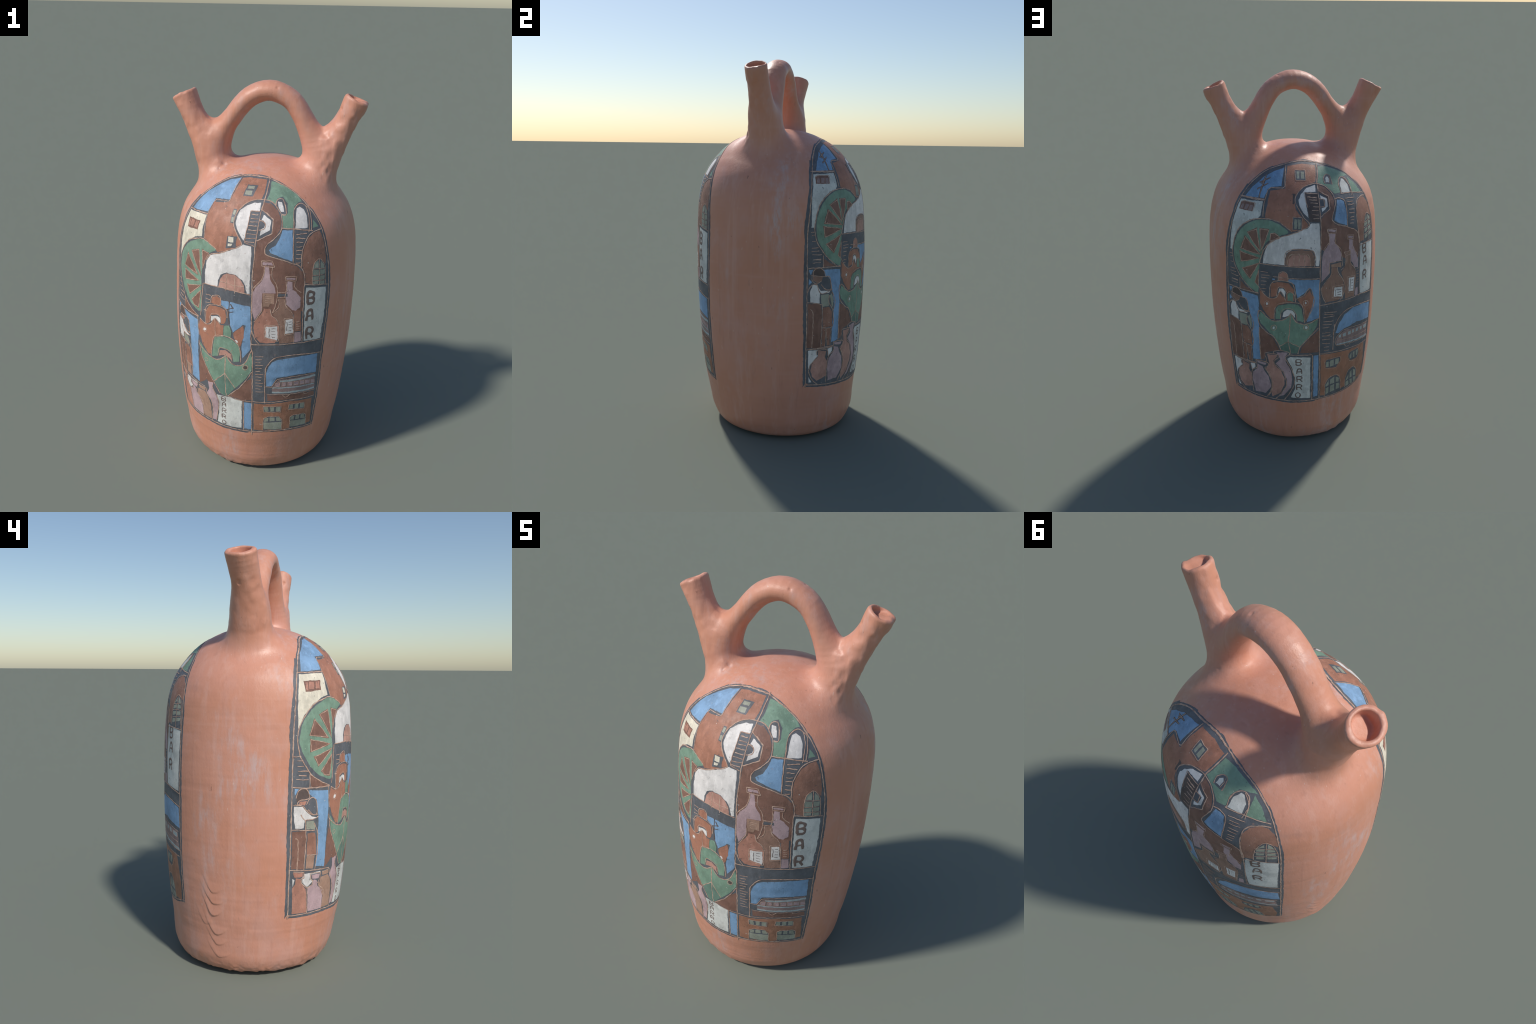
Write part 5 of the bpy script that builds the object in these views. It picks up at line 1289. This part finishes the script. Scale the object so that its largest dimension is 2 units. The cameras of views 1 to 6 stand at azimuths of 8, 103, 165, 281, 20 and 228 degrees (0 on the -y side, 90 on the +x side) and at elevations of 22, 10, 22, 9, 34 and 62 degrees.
    k.line([(-33.3, 54.6), (-26.5, 54.2), (-26.8, 51.4), (-28.1, 50.2), (-25.2, 44.6), (-24.2, 38.5), (-27, 32.2)], 0.45, smooth=True)
    k.line([(-33.3, 54.6), (-32.9, 49.7), (-36.4, 46), (-36.5, 32.3)], 0.45, smooth=True)
    k.patch('bottle', 'salmon', 2, [(-26.8, 59.5), (-21.2, 59.6), (-21.7, 57.8), (-23.5, 56.2), (-22.9, 53.3), (-19.3, 49.8), (-17.5, 45), (-17.6, 40.5), (-20.4, 34.7), (-24.9, 32.1), (-25.5, 35.3), (-24.8, 42.3), (-26.9, 48.2), (-28, 49.7), (-25.5, 53.7)])
    k.line([(-27.8, 54.2), (-26.9, 56.1), (-28, 58.9), (-27.1, 60.3), (-20.9, 60), (-20.5, 58.4), (-22.8, 55.9), (-22.5, 53.4), (-18.5, 49.9), (-16.6, 43.3), (-17.2, 38.7), (-22.9, 30.6)], 0.45, smooth=True)
    k.line([(-28.3, 50.5), (-26.2, 47.4), (-24.6, 42.3), (-25.5, 36.2), (-27.8, 31.5)], 0.45, smooth=True)
    k.patch('bottle', 'pink', 2, [(-21.6, 61.4), (-15.5, 61.7), (-16.9, 59.1), (-16.6, 55.7), (-14.1, 50.5), (-13.4, 44.3), (-14.2, 38.9), (-17.7, 34), (-20.9, 32.3), (-17.2, 38.7), (-16.2, 44.2), (-18.2, 49.9), (-22.1, 54.3), (-19.5, 57.2)])
    k.line([(-22.7, 60.2), (-23, 61.9), (-19, 62.8), (-14.4, 61.3), (-16.9, 58.2), (-14.1, 52.3), (-12.1, 45.7), (-13.1, 38.9), (-17.8, 30.7)], 0.45, smooth=True)
    k.line([(-49.1, 52.2), (-40.1, 51.9), (-33.9, 52)], 0.5)
    k.patch('sky', 'blue', 1, [(-14.9, 103.7), (0.4, 102.9), (0.5, 81.4), (-5.7, 79.7), (-5.1, 84), (-2.3, 93.3), (-4.1, 98.6), (-10.6, 93.5), (-11.9, 100.9), (-15.3, 102.4)])
    k.patch('sky', 'blue', 1, [(-23.2, 103.7), (-21.5, 103.8), (-21.7, 103.1), (-23.2, 102.9)])
    k.patch('boat', 'red', 2, [(-29.8, 97.1), (-27.7, 94.5), (-24.9, 92.8), (-21.4, 93.4), (-19.3, 96.2), (-16.6, 92.6), (-12.3, 91.2), (-15.3, 90.8), (-20.4, 89.3), (-22.2, 86.8), (-22.6, 81.3), (-24.4, 81.1), (-27.9, 85.6), (-29.6, 89.6)])
    k.patch('cabin', 'red', 3, [(-24, 93.5), (-23.7, 101), (-20.3, 102.1), (-14.9, 101.6), (-12.4, 98), (-12.3, 92), (-16, 91.9), (-16, 96.4), (-17.3, 99), (-20, 99.2), (-21, 96.8), (-21, 94.2)])
    k.patch('funnel', 'clay', 2, [(-19.8, 102.9), (-19.6, 106.2), (-17.6, 107.6), (-15.7, 106.4), (-15.6, 102.9)])
    k.patch('cabin_window', 'white', 4, [(-20.3, 96.1), (-19.6, 98.6), (-18, 98.6), (-16.5, 97.1), (-16.8, 94.1), (-19, 97.4)])
    k.line([(-24.7, 93), (-23.9, 100.6), (-20.3, 102.7), (-14.6, 102.4), (-12.3, 99.5), (-11.6, 91.6)], 0.45, smooth=True)
    k.line([(-20, 102.9), (-19.8, 106.5), (-17.6, 107.8), (-15.6, 106.4), (-15.4, 102.4)], 0.45, smooth=True)
    k.line([(-21, 94.2), (-20.3, 98.8), (-17.6, 99.3), (-16, 97.2)], 0.4, smooth=True)
    k.line([(-30.2, 98.6), (-27.3, 94.5), (-24.2, 92.7), (-21.1, 93.4), (-19, 97), (-16.6, 92.6)], 0.45, smooth=True)
    k.patch('funnel', 'green', 4, [(-15.6, 91.9), (-15.6, 95.7), (-14.3, 96.8), (-12.8, 95.7), (-12.6, 91.6)])
    k.line([(-16.3, 91.5), (-16.1, 95.7), (-14.3, 97.1), (-12.3, 95.4), (-11.6, 90.8)], 0.4, smooth=True)
    k.patch('porthole', 'white', 4, [(-25.3, 89.5), (-25.5, 88.9), (-26, 88.6), (-26.4, 88.8), (-26.6, 89.3), (-26.4, 89.9), (-26, 90.2), (-25.5, 90)])
    k.line([(-24.6, 89.6), (-25, 88.4), (-26, 87.9), (-27, 88.2), (-27.3, 89.2), (-26.9, 90.3), (-26, 90.9), (-25, 90.6)], 0.35, smooth=True, closed=True)
    k.patch('porthole', 'white', 4, [(-5.9, 90.6), (-6, 90.1), (-6.5, 89.9), (-6.9, 90.1), (-7.1, 90.7), (-6.9, 91.2), (-6.5, 91.4), (-6.1, 91.1)])
    k.line([(-5.2, 90.5), (-5.6, 89.5), (-6.5, 89.1), (-7.4, 89.6), (-7.8, 90.7), (-7.4, 91.8), (-6.5, 92.1), (-5.6, 91.6)], 0.35, smooth=True, closed=True)
    k.patch('porthole', 'white', 4, [(-22, 76.2), (-22.2, 75.6), (-22.7, 75.3), (-23.1, 75.5), (-23.3, 76), (-23.1, 76.6), (-22.7, 76.9), (-22.2, 76.8)])
    k.line([(-21.3, 76.3), (-21.8, 75.1), (-22.7, 74.5), (-23.7, 74.9), (-24, 76), (-23.6, 77.1), (-22.7, 77.7), (-21.7, 77.4)], 0.35, smooth=True, closed=True)
    k.patch('porthole', 'white', 4, [(-5.6, 76.5), (-5.8, 76), (-6.2, 75.8), (-6.7, 76), (-6.8, 76.6), (-6.7, 77.1), (-6.2, 77.4), (-5.8, 77.1)])
    k.line([(-4.9, 76.4), (-5.3, 75.3), (-6.2, 75), (-7.2, 75.5), (-7.5, 76.6), (-7.2, 77.7), (-6.2, 78.1), (-5.3, 77.6)], 0.35, smooth=True, closed=True)
    k.patch('sail', 'red', 2, [(-10.6, 92.7), (-7.2, 94.5), (-4.5, 97.7), (-2.7, 93.4), (-3.3, 87.7), (-6.8, 80.2), (-7.3, 87.6), (-9.2, 90.6)])
    k.line([(-11.3, 93.1), (-7.5, 94.9), (-4.5, 98.6), (-2.5, 93.7), (-2.6, 88.4), (-6.3, 80.5)], 0.45, smooth=True)
    k.patch('boat', 'green', 3, [(-29.7, 84.5), (-25.8, 81.3), (-22.3, 80), (-18.8, 80.9), (-15, 83.4), (-14, 84.6), (-11.6, 80.3), (-8.5, 78.5), (-4, 79.3), (-0, 81.4), (-0.3, 77.5), (-3.1, 72.6), (-5.6, 69.6), (-9.1, 65.1), (-10.5, 61.8), (-14.8, 61.8), (-19, 63.2), (-22.4, 70.3), (-26.7, 74.9), (-29.5, 77.6), (-30.6, 80.4)])
    k.patch('boat_bow', 'darkgreen', 4, [(-19.7, 65), (-15.4, 68.2), (-9.5, 64.7), (-10.5, 61.3), (-14.4, 61.3), (-18.7, 62.8)])
    k.patch('cabin', 'green', 4, [(-21.5, 81.4), (-21.5, 86.5), (-20.1, 89.1), (-15.3, 90.2), (-10.6, 90), (-8.5, 87.7), (-7.5, 79.8), (-10.6, 80.7), (-11.6, 84.6), (-13.3, 87), (-16.7, 87.3), (-18.7, 84.8), (-19.1, 81.5)])
    k.patch('cabin_window', 'white', 4, [(-18.1, 82.5), (-17.7, 85.3), (-16, 86.9), (-13.3, 86.6), (-11.9, 84.7), (-11.9, 82.3), (-13.6, 84.8), (-15.3, 83.4)])
    k.line([(-30.7, 83.9), (-29.3, 85), (-25.8, 81.5), (-22.3, 80), (-18.1, 80.9), (-15, 83.2), (-14, 85), (-11.6, 80.5), (-7.5, 78.4), (-3.2, 79.5), (0.3, 81.4)], 0.5, smooth=True)
    k.line([(-14.2, 84.2), (-14.7, 74.3), (-15.4, 68.4), (-14.1, 61.3)], 0.5)
    k.line([(-20.1, 65), (-15.3, 68.4), (-9.1, 64.7)], 0.45)
    k.line([(-30.8, 85), (-31, 79.1), (-29.6, 75.8), (-26, 72.6), (-22.4, 70.3), (-19, 62.8)], 0.5, smooth=True)
    k.line([(-10.3, 60.9), (-9.1, 65.1), (-4.9, 70.1), (0.4, 75.8)], 0.5, smooth=True)
    k.line([(-22.3, 80.9), (-21.8, 87.2), (-20.1, 89.9), (-15.3, 91), (-9.9, 90.6), (-7.8, 87.6), (-7.1, 79.4)], 0.45, smooth=True)
    k.line([(-19.1, 81.6), (-18.7, 85.6), (-16.7, 87.4), (-13.3, 87.4), (-11.3, 84.3), (-10.9, 80.3)], 0.4, smooth=True)
    k.patch('quay', 'brown', 1, [(-30.2, 74.9), (-28.2, 73.8), (-23.2, 69.8), (-20.1, 63.9), (-20.1, 63.1), (-27.1, 60.8), (-28.5, 55.8), (-30.2, 55.8)])
    k.patch('quay', 'brown', 1, [(0.7, 74.3), (0.8, 61), (-9.1, 61.3), (-8.4, 65), (-4.2, 70.1)])
    k.line([(-30.4, 75.2), (-30.5, 71.3), (-30.3, 55.3)], 0.5)
    k.patch('sky', 'blue', 1, [(-41.1, 93.7), (-30.9, 93.2), (-30.2, 88.8), (-30.4, 84.8), (-30.7, 78), (-30.7, 55.5), (-32.5, 54.9), (-34.8, 54.9), (-34.7, 64.7), (-34.2, 75.7), (-35.8, 83.2), (-36.7, 88.2), (-40.1, 90.8)])
    k.patch('sky', 'blue', 1, [(-48.8, 94), (-46.8, 93.9), (-47.9, 91.3)])
    k.patch('sky', 'blue', 1, [(-48.9, 89.2), (-47.1, 87.8), (-48.7, 86.5)])
    k.patch('hat', 'dark', 2, [(-46.5, 91.2), (-46.1, 93.4), (-44, 94.6), (-41.6, 94), (-40.4, 91.7), (-40.9, 90.4)], smooth=True)
    k.patch('face', 'umber', 2, [(-46.7, 90.6), (-41.1, 90), (-42, 87.8), (-44.4, 87.1), (-46.5, 88.4)])
    k.patch('hair', 'slate', 2, [(-42.5, 87), (-40.1, 89.9), (-38.1, 89.7), (-37, 86.9), (-36.9, 83.8), (-39.5, 83.6), (-41.5, 85.1)], smooth=True)
    k.line([(-47.6, 91.1), (-45.8, 90.8), (-40.6, 90.2), (-39.9, 91), (-41.1, 93.5), (-43.6, 94.8), (-46.1, 93.8), (-46.7, 91.2)], 0.45, smooth=True)
    k.line([(-47.2, 90.4), (-46.9, 88.2), (-44.4, 86.9), (-42, 88.1)], 0.4, smooth=True)
    k.line([(-40.1, 90.1), (-37.8, 90.1), (-36.7, 87.3), (-36.2, 83.5), (-39.5, 83.4), (-42.5, 86.3)], 0.45, smooth=True)
    k.patch('shirt', 'white', 2, [(-48, 83.4), (-46.7, 86.4), (-44.4, 86), (-42.4, 83), (-36.9, 82.4), (-37.4, 81.6), (-42.9, 81.7), (-43, 76.7), (-47.9, 77.4)])
    k.patch('blouse', 'olive', 2, [(-42.4, 80.7), (-37.6, 80.9), (-37.4, 74.8), (-41.2, 74.5), (-42, 76.7)])
    k.patch('blouse', 'olive', 2, [(-37.1, 80.2), (-35.7, 80.9), (-34.5, 76.7), (-35.4, 73.2)])
    k.patch('trousers', 'brown', 2, [(-49.2, 76.8), (-42.5, 76), (-41.6, 72.5), (-41.4, 52.3), (-49.2, 53.1)])
    k.patch('skirt', 'rust', 2, [(-40.9, 74.1), (-37.4, 74.1), (-35.5, 71.3), (-35, 63.4), (-40.5, 63.5)])
    k.patch('legs', 'rust', 2, [(-40.7, 62.8), (-38.9, 62.8), (-38.8, 53.1), (-40.7, 53.2)])
    k.patch('legs', 'rust', 2, [(-38.4, 62.5), (-36, 62.6), (-35.8, 53.1), (-37.5, 53.2)])
    k.line([(-49.5, 82.6), (-48.4, 85.2), (-46.2, 86.6), (-44.4, 86.2), (-43.4, 83.1), (-41.4, 81.3), (-35.3, 83.1)], 0.45, smooth=True)
    k.line([(-49.7, 77.5), (-42.7, 76), (-41.4, 73), (-41.2, 52.5)], 0.45, smooth=True)
    k.line([(-47.8, 73.8), (-46.3, 70.2), (-46.4, 52.9)], 0.45, smooth=True)
    k.line([(-37.3, 80.2), (-37.4, 76.2), (-34.8, 71.7), (-34.6, 63.3), (-41, 63.3)], 0.45, smooth=True)
    k.line([(-35.5, 81.8), (-33.6, 76.6), (-34.6, 72.1)], 0.4, smooth=True)
    k.line([(-38.7, 62.7), (-38.8, 52.9)], 0.4)
    k.line([(-38.7, 62.7), (-37.5, 53.4)], 0.35)
    k.line([(-35.4, 63), (-35.5, 53.1)], 0.4)
    k.line([(-49.2, 52.2), (-41.2, 52.5), (-33.4, 52.5)], 0.5)
    k.line([(-49.2, 94.9), (-41.2, 94.8), (-30.4, 94.9)], 0.5)
    k.line([(-47.9, 112.7), (-46.1, 112.9)], 0.4)
    k.line([(-47.3, 111.2), (-45.7, 111.4)], 0.4)
    k.line([(-47.3, 108.2), (-45.5, 108.4)], 0.4)
    k.line([(-47.5, 105), (-43.9, 105.1)], 0.4)
    k.line([(-47.7, 103.3), (-43.4, 103.3)], 0.4)
    k.line([(-47, 101.8), (-42.2, 101.5)], 0.4)
    k.line([(-46.4, 99.2), (-42.4, 98.9)], 0.4)
    k.line([(-46.8, 99.1), (-42.4, 99.3)], 0.4)
    k.line([(-46.8, 97.4), (-42.6, 97.6)], 0.4)
    k.patch('bank', 'brown', 1, [(-40.5, 99.2), (-37.2, 96.7), (-33.3, 95.1), (-40.9, 95.2)])
    k.line([(-41.2, 101), (-41.2, 94.8)], 0.45)
    k.line([(-45.5, 142.1), (-35.7, 141.8), (-29.4, 141.9)], 0.5)


drop = clay_parts()
for back, draw in ((False, front_picture), (True, back_picture)):
    panel = Panel(back)
    draw(panel)
    panel.build(drop)
